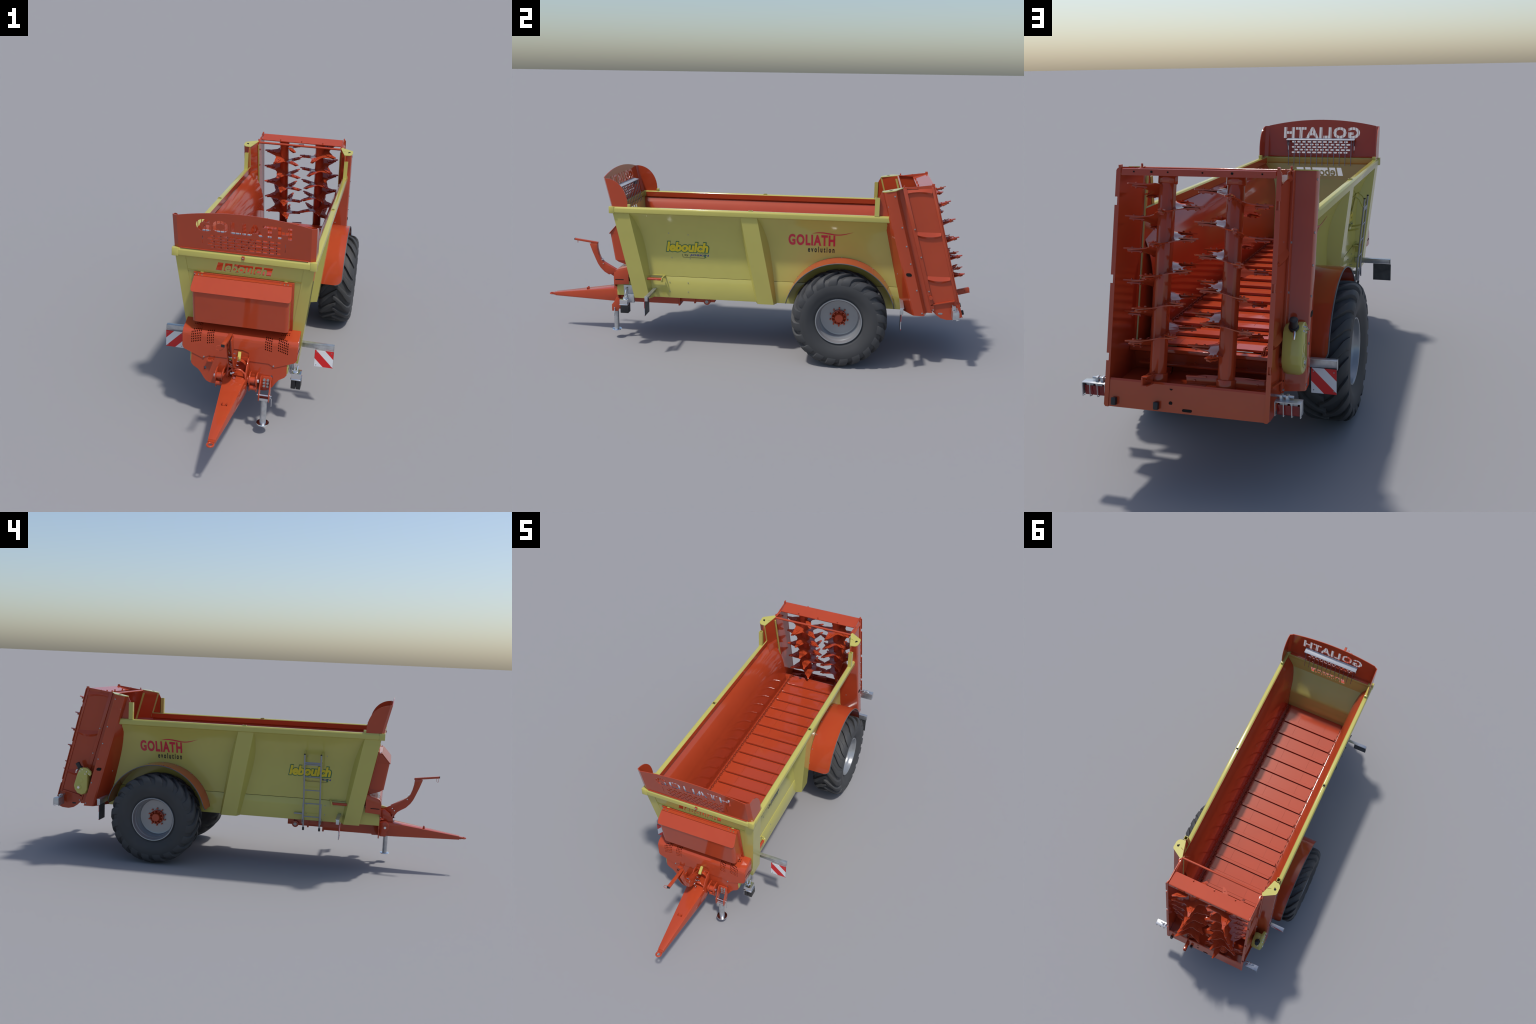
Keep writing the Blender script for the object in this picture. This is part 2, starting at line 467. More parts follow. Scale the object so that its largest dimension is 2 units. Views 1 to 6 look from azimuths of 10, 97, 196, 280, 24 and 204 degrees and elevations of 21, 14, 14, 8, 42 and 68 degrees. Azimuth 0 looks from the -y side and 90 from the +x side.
# bolts on the skirt
g = Geo()
for sx in (1, -1):
    for y in (-0.345, -0.26, 0.32, 0.5):
        for z in (0.305, 0.262) if y < 0 else (0.30,):
            g.cyl((sx * 0.176, y, z), (sx * 0.1785, y, z), 0.0022, n=8)
    for y, z in ((-0.343, 0.535), (-0.255, 0.53), (-0.334, 0.42), (-0.25, 0.418)):
        g.cyl((sx * (wall_x(z) - .001), y, z), (sx * (wall_x(z) + 0.0018), y, z), 0.0020, n=8)
g.obj('bolts', SIL, body, stuff=True)

# red locking bar with yellow bracket low on each side
for sx in (1, -1):
    g = Geo(); g.cyl((sx * 0.193, -0.47, 0.320), (sx * 0.193, -0.377, 0.320), 0.0062, n=14)
    g.obj('locking_bar', RED, body)
    g = Geo()
    g.tube([(sx * 0.176, -0.366, 0.334), (sx * 0.192, -0.370, 0.334), (sx * 0.200, -0.373, 0.330), (sx * 0.200, -0.377, 0.318), (sx * 0.198, -0.380, 0.309)], 0.003, n=8)
    g.box((sx * 0.193, -0.3755, 0.318), (0.016, 0.004, 0.022)); g.obj('bar_bracket', YEL, body, bevel=0.001)
    g = Geo(); g.box((sx * 0.1775, -0.415, 0.3345), (0.006, 0.09, 0.003)); g.obj('bar_guide', YEL, body)

# ================================================================== CHAIN FLOOR
floor = group('chain_floor')
g = Geo(); g.span((-0.171, -0.470, FLOOR_Z - 0.006), (0.171, 0.7985, FLOOR_Z))
g.obj('floor_plate', RED, floor)
# narrow raised slats on the plate, each with a thin dark band laid around its foot; plate seams between them
PITCH = 0.0776; BAR = 0.0152; BAR_H = 0.0092
def slat_mesh():
    rings = []
    for x, h in ((-0.1510, BAR_H - 0.0030), (-0.1490, BAR_H), (0.1490, BAR_H), (0.1510, BAR_H - 0.0030)):
        rings.append([(x, 0, 0), (x, 0.0002, h - 0.0006), (x, 0.0010, h), (x, BAR - 0.0010, h), (x, BAR - 0.0002, h - 0.0006), (x, BAR, 0)])
    return Geo().loft(rings).mesh('slat', RED, bevel=0.0, smooth=8)
sm = slat_mesh()
seam = Geo(); slit = Geo()
for k in range(-5, 11):
    y = -0.0516 + PITCH * k
    if y > -0.43:
        instance('slat', sm, floor, Matrix.Translation((0, y, FLOOR_Z)))
        slit.box((0, y + BAR / 2, FLOOR_Z + 0.0002), (0.296, BAR + 0.0040, 0.0006))  # flat dark strip, shows as a line along both slat edges
    for x in (-0.075, 0.075):
        seam.box((x, y + BAR + (PITCH - BAR) / 2, FLOOR_Z + 0.0001), (0.0008, PITCH - BAR - 0.006, 0.0005))
seam.obj('sheet_seam', DULL, floor, stuff=True)
slit.obj('slat_foot_band', DRK, floor, stuff=True)
# two link chains beside the slats
def link_ring(a, b, r, flat):
    pts = []
    for i in range(16):
        t = 2 * pi * i / 16
        u = cos(t) * a; v = sin(t) * b
        pts.append((v, u, 0) if flat else (0, u, v))
    return pts
g = Geo()
for sx in (1, -1):
    y = -0.44; k = 0
    while y < 0.785:
        P = link_ring(0.0098, 0.0052, 0, k % 2 == 0)
        g.tube([(sx * 0.1595 + p[0], y + p[1], FLOOR_Z + 0.0040 + p[2] * 0.8) for p in P], 0.0015, n=6, closed=True)
        y += 0.0150; k += 1
    for j in range(4):                                      # chain hanging round the sprocket
        a = j * 0.42
        P = link_ring(0.0098, 0.0052, 0, j % 2 == 0)
        g.tube([(sx * 0.1595 + p[0], 0.795 + 0.024 * sin(a) + p[1] * cos(a), FLOOR_Z - 0.018 + 0.024 * cos(a) - p[1] * sin(a) + p[2]) for p in P], 0.0017, n=6, closed=True)
g.obj('drag_chain', DULL, floor, stuff=True)
# driven shaft, sprockets and return slats at the rear
g = Geo(); g.cyl((-0.172, 0.786, 0.306), (0.172, 0.786, 0.306), 0.0125, n=20)
for x in (-0.1595, 0.1595):
    g.cyl((x - 0.004, 0.786, 0.309), (x + 0.004, 0.786, 0.309), 0.019, n=10)
g.obj('drive_shaft', RED, floor)
g = Geo(); g.box((0, 0.775, 0.280), (0.36, 0.09, 0.006)); g.box((0, 0.735, 0.258), (0.34, 0.006, 0.048)); g.prism([(-0.2, 0.8060, 0.3260), (-0.2, 0.8260, 0.3260), (-0.2, 0.8280, 0.3170), (-0.2, 0.8020, 0.3050), (-0.2, 0.7990, 0.2560), (-0.2, 0.7920, 0.2560), (-0.2, 0.7960, 0.3100)], (0.4, 0, 0))
g.obj('cross_member', RED, floor, bevel=0.001)
g = Geo()
for x in (-0.16, -0.11, -0.04, 0.03, 0.11, 0.16):
    g.cyl((x, 0.797, 0.283), (x, 0.806, 0.282), 0.0036, n=8)
g.obj('cross_member_bolts', RED, floor, stuff=True)
g = Geo(); g.cyl((-0.165, -0.455, 0.312), (0.165, -0.455, 0.312), 0.014, n=16); g.obj('idler_shaft', RED, floor)

# ================================================================== CHASSIS
chassis = group('chassis')
g = Geo()
for sx in (1, -1):
    g.span((sx * 0.095, -0.59, 0.232), (sx * 0.125, 0.70, 0.300))
    g.span((sx * 0.030, -0.597, 0.165), (sx * 0.062, -0.332, 0.214))
for y in (-0.5, -0.2, 0.1, 0.32, 0.54):
    g.span((-0.170, y - 0.012, 0.245), (0.170, y + 0.012, 0.295))
g.obj('frame_beam', RED, chassis, bevel=0.002)
g = Geo()
g.span((-0.062, -0.336, 0.157), (0.062, -0.328, 0.214))
g.span((-0.050, -0.330, 0.176), (0.050, -0.180, 0.204))
g.span((-0.056, -0.262, 0.170), (0.056, -0.254, 0.210))
g.cyl((-0.064, -0.198, 0.184), (0.064, -0.198, 0.184), 0.016, n=18)
g.box((0, -0.176, 0.206), (0.12, 0.03, 0.05))
g.obj('spring_beam', RED, chassis, bevel=0.0015)
g = Geo()
for sx in (1, -1):
    g.cyl((sx * 0.064, -0.198, 0.184), (sx * 0.068, -0.198, 0.184), 0.008)
g.obj('spring_pin', SIL, chassis)
g = Geo(); g.span((-0.19, 0.412, 0.188), (0.19, 0.448, 0.222))
for sx in (1, -1):
    g.span((sx * 0.098, 0.40, 0.21), (sx * 0.122, 0.46, 0.236)); g.cyl((sx * 0.165, 0.43, 0.205), (sx * 0.25, 0.43, 0.205), 0.022)
g.obj('axle', RED, chassis, bevel=0.002)

# ================================================================== FRONT GUARD
guard = group('stone_guard')
def board_y(z): return -0.5905 - 0.24 * (z - 0.656)
def board_top(x): return 0.778 + 0.028 * (1 - (x / 0.243) ** 2)
outl = [(-0.227, 0.6545)] + [(0.227, 0.6545)] + [(lerp(0.227, -0.227, i / 24), board_top(lerp(0.227, -0.227, i / 24))) for i in range(25)]
goli = text_loops('GOLIATH', 0.324, 0.0455, -0.162, 0.7305, bold=0.045, spacing=1.14)
slots = []
for r in range(5):
    z = 0.7160 - r * 0.0107
    for k in range(11):
        slots.append(pill(-0.1155 + (0.0105 if r % 2 == 0 else 0.0) + k * 0.0222, z, 0.0170, 0.0064))
slots2 = list(slots)
for sx in (1, -1):
    slots2.append(rect(sx * 0.1405 - 0.0010, 0.683, sx * 0.1405 + 0.0010, 0.713))
def bar_at(x):                                              # stencil bridges: thin webs left standing in the letters
    return abs(((x + 0.161) % 0.0128) - 0.0064) < 0.0009
bridges = []
x = -0.161
while x < 0.161:
    bridges.append(rect(x + 0.0055, 0.7295, x + 0.0071, 0.7775)); x += 0.0128
g = sheet([outl] + goli + slots2 + bridges,
          lambda p: winding(outl, p) != 0 and (not (solid(goli, p) or inside(slots2, p)) or any(winding(b, p) for b in bridges)),
          lambda u, v, w: (u, board_y(v) + w, v), 0.0030)
g.obj('guard_board', RED, guard, smooth=20)
for sx in (1, -1):
    g = Geo()                                               # folded corner strip and the rounded side flap
    g.loft([[(sx * 0.2268, board_y(z), z), (sx * 0.2435, board_y(z) + 0.010, z), (sx * 0.2425, board_y(z) + 0.0128, z), (sx * 0.2268, board_y(z) + 0.003, z)]
            for z in (0.6545, 0.7805)])
    F = [(board_y(0.6555) + 0.010, 0.6555), (board_y(0.780) + 0.010, 0.780)]
    for i in range(1, 15):
        a = pi / 2 * i / 14
        F.append((-0.6105 + 0.0985 * sin(a), 0.6555 + 0.1245 * cos(a) ** 0.85 if a < pi / 2 - 1e-6 else 0.6555))
    g.prism([(sx * 0.2405, y, z) for y, z in F], (sx * 0.0028, 0, 0))
    g.obj('guard_flap', RED, guard, smooth=20)
g = Geo(); g.box((0, -0.5840, 0.6585), (0.44, 0.020, 0.0035)); g.obj('guard_foot', RED, guard, bevel=0.0008)
# comb of rods inside
g = Geo(); R = Matrix.Rotation(radians(-10), 3, 'X')
g.box((0, board_y(0.727) + 0.0175, 0.7275), (0.288, 0.028, 0.003), R); g.obj('comb_bar', MATT, guard, bevel=0.0008)
g = Geo()
for k in range(12):
    x = lerp(-0.132, 0.132, k / 11)
    g.cyl((x, board_y(0.727) + 0.029, 0.7265), (x, board_y(0.62) + 0.022, 0.622), 0.0014, n=8)
for sx in (1, -1):
    g.box((sx * 0.141, board_y(0.71) + 0.012, 0.7135), (0.002, 0.018, 0.026)); g.cyl((sx * 0.1395, board_y(0.70) + 0.018, 0.712), (sx * 0.1395, board_y(0.69) + 0.014, 0.672), 0.0012, n=8)
g.obj('comb_rods', ROD, guard)

# ================================================================== STORAGE BOX on the front wall
locker = group('storage_box')
def rounded_ring(x, z_y, r=0.010):
    return z_y
g = Geo()
prof = [(-0.566, 0.562), (-0.6175, 0.519), (-0.5975, 0.394), (-0.532, 0.3695)]
def locker_ring(y0, y1, z0, z1, hw, r=0.012):
    pass
rings = []
for y, z, yb in ((-0.6240, 0.517, -0.5585), (-0.6185, 0.484, -0.551), (-0.6045, 0.394, -0.5345)):
    hw = 0.1695; r = 0.014; ring = [(-hw, yb, z)]
    for i in range(7):
        a = pi / 2 * i / 6; ring.append((-hw + r - r * cos(a), y + r - r * sin(a), z))
    for i in range(7):
        a = pi / 2 * (1 - i / 6); ring.append((hw - r + r * cos(a), y + r - r * sin(a), z))
    ring.append((hw, yb, z)); rings.append(ring)
g.loft(rings)
g.loft([[(x, -0.5585, 0.517), (x, -0.6230, 0.5165), (x, -0.5870, 0.5570), (x, -0.566, 0.5600)] for x in (-0.1695, 0.1695)])
g.loft([[(x, -0.5345, 0.394), (x, -0.6000, 0.394), (x, -0.587, 0.3855), (x, -0.531, 0.3665)] for x in (-0.1640, 0.1640)])
g.obj('locker_body', RED, locker, smooth=30)
g = Geo()                                                   # back frame
g.loft([[(-0.1765, front_y(z) - 0.0015, z), (0.1765, front_y(z) - 0.0015, z), (0.1765, front_y(z) - 0.008, z), (-0.1765, front_y(z) - 0.008, z)] for z in (0.372, 0.568)])
g.obj('locker_frame', RED, locker, bevel=0.0015)
lid = [(-0.171, 0.0), (0.171, 0.0), (0.1735, 0.050)]
L0 = Vector((0, -0.5875, 0.5580)); L1 = Vector((0, -0.6262, 0.5140)); LU = (L1 - L0).normalized(); LN = Vector((0, LU.z, -LU.y)) * -1
LL = (L1 - L0).length
lid_o = [(-0.1705, 0), (0.1705, 0), (0.1745, LL * 0.68)]
for i in range(6):
    a = pi / 2 * i / 5; lid_o.append((0.1645 + 0.010 * cos(a), LL - 0.012 + 0.012 * sin(a)))
for i in range(6):
    a = pi / 2 * (1 - i / 5); lid_o.append((-0.1645 - 0.010 * cos(a), LL - 0.012 + 0.012 * sin(a)))
lid_o.append((-0.1745, LL * 0.68))
g = Geo(); g.prism([Vector((u, 0, 0)) + L0 + LU * v for u, v in lid_o], LN * 0.003 if LN.z > 0 else -LN * 0.003)
g.prism([(-0.1690, -0.5660, 0.5605), (-0.1690, -0.5872, 0.5577), (-0.1690, -0.5885, 0.5608), (-0.1690, -0.5660, 0.5637)], (0.3380, 0, 0))
g.obj('locker_lid', RED, locker, bevel=0.0006, smooth=15)
g = Geo(); h = Geo()
for sx in (-1, 1):
    g.box((sx * 0.147, -0.5705, 0.5660), (0.011, 0.007, 0.006))
    for dx in (-0.020, -0.006, 0.006):
        h.cyl((sx * 0.150 + dx, -0.5775 - 0.006 * (dx > -0.01), 0.561), (sx * 0.150 + dx, -0.5780 - 0.006 * (dx > -0.01), 0.5650), 0.0028, n=10)
g.obj('lid_hinge', YEL, locker, bevel=0.001); h.obj('hinge_bolts', CHR, locker, stuff=True)

# ================================================================== FRONT SHIELD over the drive
shield = group('drive_shield')
SEC = [(-0.528, 0.3745), (-0.580, 0.3600), (-0.590, 0.3555), (-0.5965, 0.3470), (-0.5990, 0.3360), (-0.5990, 0.24)]
acc = [0.0]
for a, b in zip(SEC[:-1], SEC[1:]):
    acc.append(acc[-1] + (Vector(a) - Vector(b)).length)
def sec_at(s):                                              # s runs down the bent sheet; returns point and outward normal
    s = min(max(s, 0), acc[-1])
    for k in range(len(SEC) - 1):
        if s <= acc[k + 1] + 1e-9:
            t = (s - acc[k]) / (acc[k + 1] - acc[k])
            p = Vector(SEC[k]).lerp(Vector(SEC[k + 1]), t); d = (Vector(SEC[k + 1]) - Vector(SEC[k])).normalized()
            return p, Vector((d.y, -d.x))
def s_of_z(z): return acc[4] + (0.3360 - z)
low = [(0.205, 0.2865), (0.199, 0.279), (0.170, 0.267), (0.130, 0.251), (0.109, 0.2635), (0.040, 0.2635)]
so = [(-0.206, 0.0), (0.206, 0.0)] + [(x, s_of_z(z)) for x, z in low] + [(-x, s_of_z(z)) for x, z in reversed(low)]
sh = [[(-0.020, s_of_z(0.303)), (-0.020, s_of_z(0.2745)), (0.036, s_of_z(0.2745)), (0.036, s_of_z(0.296)), (0.014, s_of_z(0.303))]]
for sx in (1, -1):
    for k in range(4):
        x = 0.094 + k * 0.0068
        for j in range(6):
            sh.append(pill(sx * x, s_of_z(0.3175) + 0.0015 * k - 0.0094 * j, 0.0036, 0.0070, 3))
    for k in range(6):
        x = 0.140 + k * 0.0064
        for j in range(6 if k < 5 else 5):
            sh.append(pill(sx * x, s_of_z(0.3195) + 0.0018 * k - 0.0094 * j, 0.0036, 0.0070, 3))
    for k in range(5):
        for j in range(2):
            sh.append(pill(sx * (0.144 + k * 0.0064), 0.030 + 0.0085 * j - k * 0.001, 0.0036, 0.0062, 3))
def place_shield(u, v, w):
    p, n = sec_at(v); return (u, p.x - n.x * w, p.y - n.y * w)
lines = [((-0.21, s), (0.21, s)) for s in acc[1:5]]
g = sheet([so] + sh, lambda p: winding(so, p) != 0 and not inside(sh, p), place_shield, 0.003, lines)
g.obj('shield_sheet', RED, shield, smooth=32)
g = Geo(); g.loft([[(x, y, z) for y, z in ((-0.545, 0.362), (-0.577, 0.354), (-0.586, 0.349), (-0.591, 0.341), (-0.592, 0.305), (-0.588, 0.305), (-0.586, 0.338), (-0.575, 0.349), (-0.545, 0.357))] for x in (-0.198, 0.198)])  # dark sheet modelled behind the vents so the slots look shaded inside
g.obj('vent_dark_backing', DRK, shield)
for sx in (1, -1):
    g = Geo()
    g.prism([(sx * 0.2035, -0.5975, 0.2885), (sx * 0.2035, -0.5975, 0.342), (sx * 0.2035, -0.583, 0.357), (sx * 0.2035, -0.530, 0.3715), (sx * 0.2035, -0.5285, 0.2935)], (sx * 0.0035, 0, 0))
    g.obj('shield_cheek', RED, shield, bevel=0.0008)
    Geo().box((sx * 0.2072, -0.572, 0.3135), (0.0008, 0.040, 0.0035)).obj('cheek_slot', DRK, shield)
# back plate below with its wavy lower edge
half = [(0.172, 0.300), (0.1735, 0.225), (0.166, 0.2150), (0.147, 0.2030), (0.136, 0.189), (0.126, 0.172), (0.117, 0.161), (0.105, 0.1550), (0.090, 0.1525), (0.060, 0.154), (0.046, 0.160)]
po = half + [(-x, z) for x, z in reversed(half)]
ph = [pill(0.121, 0.2115, 0.0075, 0.013), pill(-0.121, 0.2115, 0.0075, 0.013)]
g = sheet([po] + ph, lambda p: winding(po, p) != 0 and not inside(ph, p), lambda u, v, w: (u, -0.5965 + w, v), 0.005)
g.obj('shield_plate', RED, shield, smooth=20)
g = Geo()
for sx in (1, -1):
    g.cyl((sx * 0.126, -0.598, 0.2575), (sx * 0.126, -0.6020, 0.2575), 0.0026, n=10)
g.obj('shield_bolts', SIL, shield, stuff=True)
g = Geo(); g.box((0.004, -0.603, 0.2865), (0.011, 0.055, 0.012), Matrix.Rotation(radians(14), 3, 'X') @ Matrix.Rotation(radians(8), 3, 'Z')); g.obj('valve_lever', YEL, shield, bevel=0.001)
# small rest bracket on the left of the plate
g = Geo(); g.box((-0.101, -0.606, 0.2475), (0.022, 0.014, 0.003)); g.box((-0.110, -0.613, 0.252), (0.005, 0.003, 0.012)); g.box((-0.092, -0.613, 0.252), (0.005, 0.003, 0.012))
g.obj('rest_bracket', RED, shield, bevel=0.0006)

# ================================================================== DRAWBAR
draw = group('drawbar')
g = Geo()
def bar_ring(y, hw, zb, zt): return [(-hw, y, zb), (hw, y, zb), (hw, y, zt), (-hw, y, zt)]
g.loft([bar_ring(-0.560, 0.041, 0.156, 0.222), bar_ring(-0.650, 0.0405, 0.156, 0.2215), bar_ring(-0.968, 0.0125, 0.160, 0.1765)])
g.obj('drawbar_beam', RED, draw, bevel=0.0025)
g = Geo()
ring = [(0.0115 * cos(2 * pi * i / 24), -0.9855 + 0.0115 * sin(2 * pi * i / 24), 0.1675) for i in range(24)]
ring = [(0.0100 * cos(2 * pi * i / 24), -0.9862 + 0.0100 * sin(2 * pi * i / 24), 0.1675) for i in range(24)]
g.tube(ring, 0.0037, n=10, closed=True)
g.box((0, -0.970, 0.168), (0.022, 0.014, 0.010))
g.obj('towing_eye', RED, draw, bevel=0.0)
g = Geo(); 
for sx in (1, -1): g.box((sx * 0.0075, -0.802, 0.2045), (0.003, 0.008, 0.010))
g.box((0, -0.802, 0.2005), (0.018, 0.008, 0.003)); g.obj('hose_clip', RED, draw)
for sx in (1, -1):                                          # hinge cheeks with pins
    for x in (0.046, 0.071):
        g = Geo(); P = [(-0.598, 0.160), (-0.598, 0.226)]
        for i in range(9):
            a = pi / 2 - pi * i / 8 * 0.9
            P.append((-0.620 - 0.013 * cos(a) * 1.6, 0.205 + 0.023 * sin(a)))
        P.append((-0.628, 0.160))
        g.prism([(sx * (x + 0.0), y, z) for y, z in P], (sx * 0.0042, 0, 0)); g.obj('hinge_cheek', RED, draw, bevel=0.0008)
    g = Geo(); g.cyl((sx * 0.040, -0.622, 0.203), (sx * 0.076, -0.622, 0.203), 0.0115); g.cyl((sx * 0.050, -0.622, 0.174), (sx * 0.073, -0.622, 0.174), 0.010)
    g.obj('hinge_bush', RED, draw)
    g = Geo(); g.cyl((sx * 0.0752, -0.622, 0.203), (sx * 0.0815, -0.622, 0.203), 0.0062, n=6); g.obj('hinge_nut', CHR, draw)
# raised saddle between beam and hose arm
g = Geo()
P = [(-0.598, 0.218), (-0.598, 0.278), (-0.615, 0.281), (-0.640, 0.262), (-0.657, 0.232), (-0.657, 0.218)]
for sx in (1, -1):
    g.prism([(0.006 + sx * 0.030, y, z) for y, z in P], (sx * 0.004, 0, 0))
g.tube([(0.036, -0.648, 0.222), (0.034, -0.650, 0.240), (0.022, -0.652, 0.252), (0.006, -0.653, 0.256), (-0.010, -0.652, 0.252), (-0.022, -0.650, 0.240), (-0.024, -0.648, 0.222)], 0.004, n=8)
g.loft([[(0.006 + 0.032 * cos(a), y, 0.226 + 0.042 * sin(a)) for a in [pi * i / 10 for i in range(11)]] + [(0.006 + 0.028 * cos(a), y, 0.226 + 0.038 * sin(a)) for a in [pi * i / 10 for i in range(10, -1, -1)]] for y in (-0.612, -0.598)])
g.obj('drawbar_saddle', RED, draw, bevel=0.0008)
g = Geo(); g.cyl((-0.004, -0.655, 0.242), (-0.012, -0.664, 0.242), 0.004, n=10); g.cyl((0.0, -0.655, 0.226), (0.0, -0.664, 0.226), 0.005, n=10); g.obj('saddle_bolts', CHR, draw, stuff=True)
# curved arm carrying the hoses
arm = [(-0.599, 0.276), (-0.640, 0.297), (-0.690, 0.325), (-0.715, 0.340), (-0.730, 0.357), (-0.738, 0.378), (-0.7435, 0.405), (-0.745, 0.431),
       (-0.7815, 0.4290), (-0.768, 0.390), (-0.753, 0.353), (-0.744, 0.332), (-0.732, 0.313), (-0.712, 0.292), (-0.690, 0.279), (-0.674, 0.268), (-0.664, 0.254), (-0.657, 0.238), (-0.655, 0.219), (-0.599, 0.216)]
g = Geo(); g.prism([(-0.009, y, z) for y, z in arm], (0.003, 0, 0)); g.prism([(0.008, y, z) for y, z in arm[1:15]], (0.003, 0, 0))
g.obj('hose_arm', RED, draw, bevel=0.0006)
g = Geo()
g.loft([[(-0.0055, y, z), (0.0085, y, z), (0.0085, y2, z2), (-0.0055, y2, z2)] for (y, z), (y2, z2) in
        [((-0.645, 0.298), (-0.6455, 0.295)), ((-0.690, 0.3245), (-0.6915, 0.3215)), ((-0.714, 0.3395), (-0.717, 0.337)), ((-0.7295, 0.357), (-0.7325, 0.356)), ((-0.737, 0.378), (-0.740, 0.377)), ((-0.743, 0.405), (-0.746, 0.405)), ((-0.745, 0.430), (-0.748, 0.430))]])
g.obj('hose_arm_web', RED, draw)
g = Geo(); g.loft([[(x, y, z + dz) for x, dz in ((-0.006, -0.0045), (0.0065, -0.0045), (0.0065, 0.0045), (-0.006, 0.0045))] for y, z in ((-0.742, 0.4315), (-0.856, 0.4465))])
g.obj('hose_arm_tip', RED, draw, bevel=0.0008)
Geo().box((0.0, -0.857, 0.4466), (0.0115, 0.003, 0.0085)).obj('arm_end_cap', BLK, draw)
g = Geo(); g.tube([(-0.012 + 0.012 * cos(2 * pi * i / 18), -0.848 + 0.004 * cos(2 * pi * i / 18), 0.434 + 0.009 * sin(2 * pi * i / 18)) for i in range(18)], 0.0008, n=6, closed=True); g.obj('hose_ring', RED, draw)
g = Geo()
for y, z in ((-0.722, 0.352), (-0.716, 0.333), (-0.650, 0.285), (-0.640, 0.252), (-0.66, 0.275)):
    g.cyl((-0.0125, y, z), (0.0135, y, z), 0.0026, n=8)
g.obj('arm_bolts', CHR, draw, stuff=True)

# ================================================================== JACK
jack = group('parking_jack')
JX, JY = 0.1035, -0.627
g = Geo(); g.cyl((JX, JY, 0.040), (JX, JY, 0.142), 0.0115, n=24); g.obj('jack_tube', GAL, jack)
g = Geo(); g.lathe([(0.0, 0.0205), (0.002, 0.0235), (0.0045, 0.0225), (0.006, 0.0125)], (JX, JY, 0.037), (0, 0, 1), 28); g.obj('jack_foot', CHR, jack)
g = Geo()
for sx in (1, -1):
    g.prism([(JX + sx * 0.0165, y, z) for y, z in ((-0.600, 0.214), (-0.612, 0.213), (-0.630, 0.180), (-0.642, 0.165), (-0.642, 0.134), (-0.612, 0.134), (-0.606, 0.150), (-0.600, 0.165))], (sx * 0.003, 0, 0))
g.box((JX, -0.6005, 0.190), (0.036, 0.005, 0.048))
g.obj('jack_bracket', RED, jack, bevel=0.0006)
g = Geo(); g.cyl((JX - 0.026, JY, 0.152), (JX + 0.026, JY, 0.152), 0.003, n=10); g.box((JX, JY, 0.140), (0.030, 0.024, 0.008))
g.tube([(JX + 0.021, JY, 0.146), (JX + 0.026, JY, 0.140), (JX + 0.0265, JY - 0.002, 0.112)], 0.0018, n=8)
g.obj('jack_pin', CHR, jack)
g = Geo()
for i in (-1, 1):
    for j in range(3):
        g.cyl((JX + i * 0.0065, -0.603, 0.176 + j * 0.0125), (JX + i * 0.0065, -0.6065, 0.176 + j * 0.0125), 0.0047, n=12)
g.obj('bracket_bolts', SIL, jack, stuff=True)

# ================================================================== WHEELS
TYRE_R = 0.205
BACK = paint('dark_sign_back', (0.10, 0.105, 0.11), 0.35, 0.25, metallic=0.5, scale=40)
def lug_mesh():
    path = [(-0.007, -1.5, 0.190, 0.2045), (0.002, 0.0, 0.190, 0.205), (0.018, 3.6, 0.190, 0.205), (0.034, 8.0, 0.189, 0.2048), (0.048, 12.8, 0.186, 0.2035), (0.058, 16.6, 0.180, 0.1995),
            (0.0670, 19.4, 0.170, 0.1900), (0.0720, 20.8, 0.163, 0.1775), (0.0704, 21.6, 0.156, 0.1600)]
    rings = []
    for k, (x, a, rb, rt) in enumerate(path):
        w = radians((2.5, 2.6, 2.9, 3.5, 4.3, 5.0, 5.6, 6.4, 7.2)[k])
        a = radians(a); ww = w * 1.15; wt = w * 0.86
        sh = 0.007 if k > 4 else 0.0
        rings.append([(x - sh, rb * cos(a - ww), rb * sin(a - ww)), (x, rt * cos(a - wt), rt * sin(a - wt)), (x, rt * cos(a + wt), rt * sin(a + wt)), (x - sh, rb * cos(a + ww), rb * sin(a + ww))])
    return Geo().loft(rings).mesh('tread_lug', RUB, bevel=0.0008, smooth=30)
LUG = lug_mesh()
tyre_prof = [(-0.046, 0.098), (-0.052, 0.104), (-0.060, 0.113), (-0.068, 0.128), (-0.0718, 0.145), (-0.0710, 0.163), (-0.066, 0.178), (-0.056, 0.188), (-0.038, 0.1930), (0, 0.1950),
             (0.038, 0.1930), (0.056, 0.188), (0.066, 0.178), (0.0710, 0.163), (0.0718, 0.145), (0.068, 0.128), (0.0605, 0.1135), (0.0600, 0.1120), (0.0535, 0.104), (0.050, 0.098)]
TG = Geo(); TG.lathe(tyre_prof, (0, 0, 0), (1, 0, 0), 96)
TG.f = TG.f[:-2]
TYRE = TG.mesh('tyre', RUB, smooth=60)
RG = Geo()
rim_prof = [(0.0480, 0.1005), (0.0580, 0.1010), (0.0605, 0.0990), (0.0600, 0.0960), (0.0545, 0.0935), (0.0440, 0.0925), (0.0400, 0.0900), (0.0360, 0.0865), (0.0250, 0.0850), (0.0060, 0.0850), (-0.0060, 0.0845),
            (-0.0120, 0.0815), (-0.0135, 0.0760), (-0.0120, 0.0300), (-0.0120, 0.0005)]
RG.lathe(rim_prof, (0, 0, 0), (1, 0, 0), 72, cap=False)
RG.lathe([(-0.0160, 0.0005), (-0.0160, 0.075), (-0.0500, 0.088), (-0.0560, 0.100), (-0.046, 0.1005)], (0, 0, 0), (1, 0, 0), 48, cap=False)
RIM = RG.mesh('rim', SIL, smooth=40)
HG = Geo()
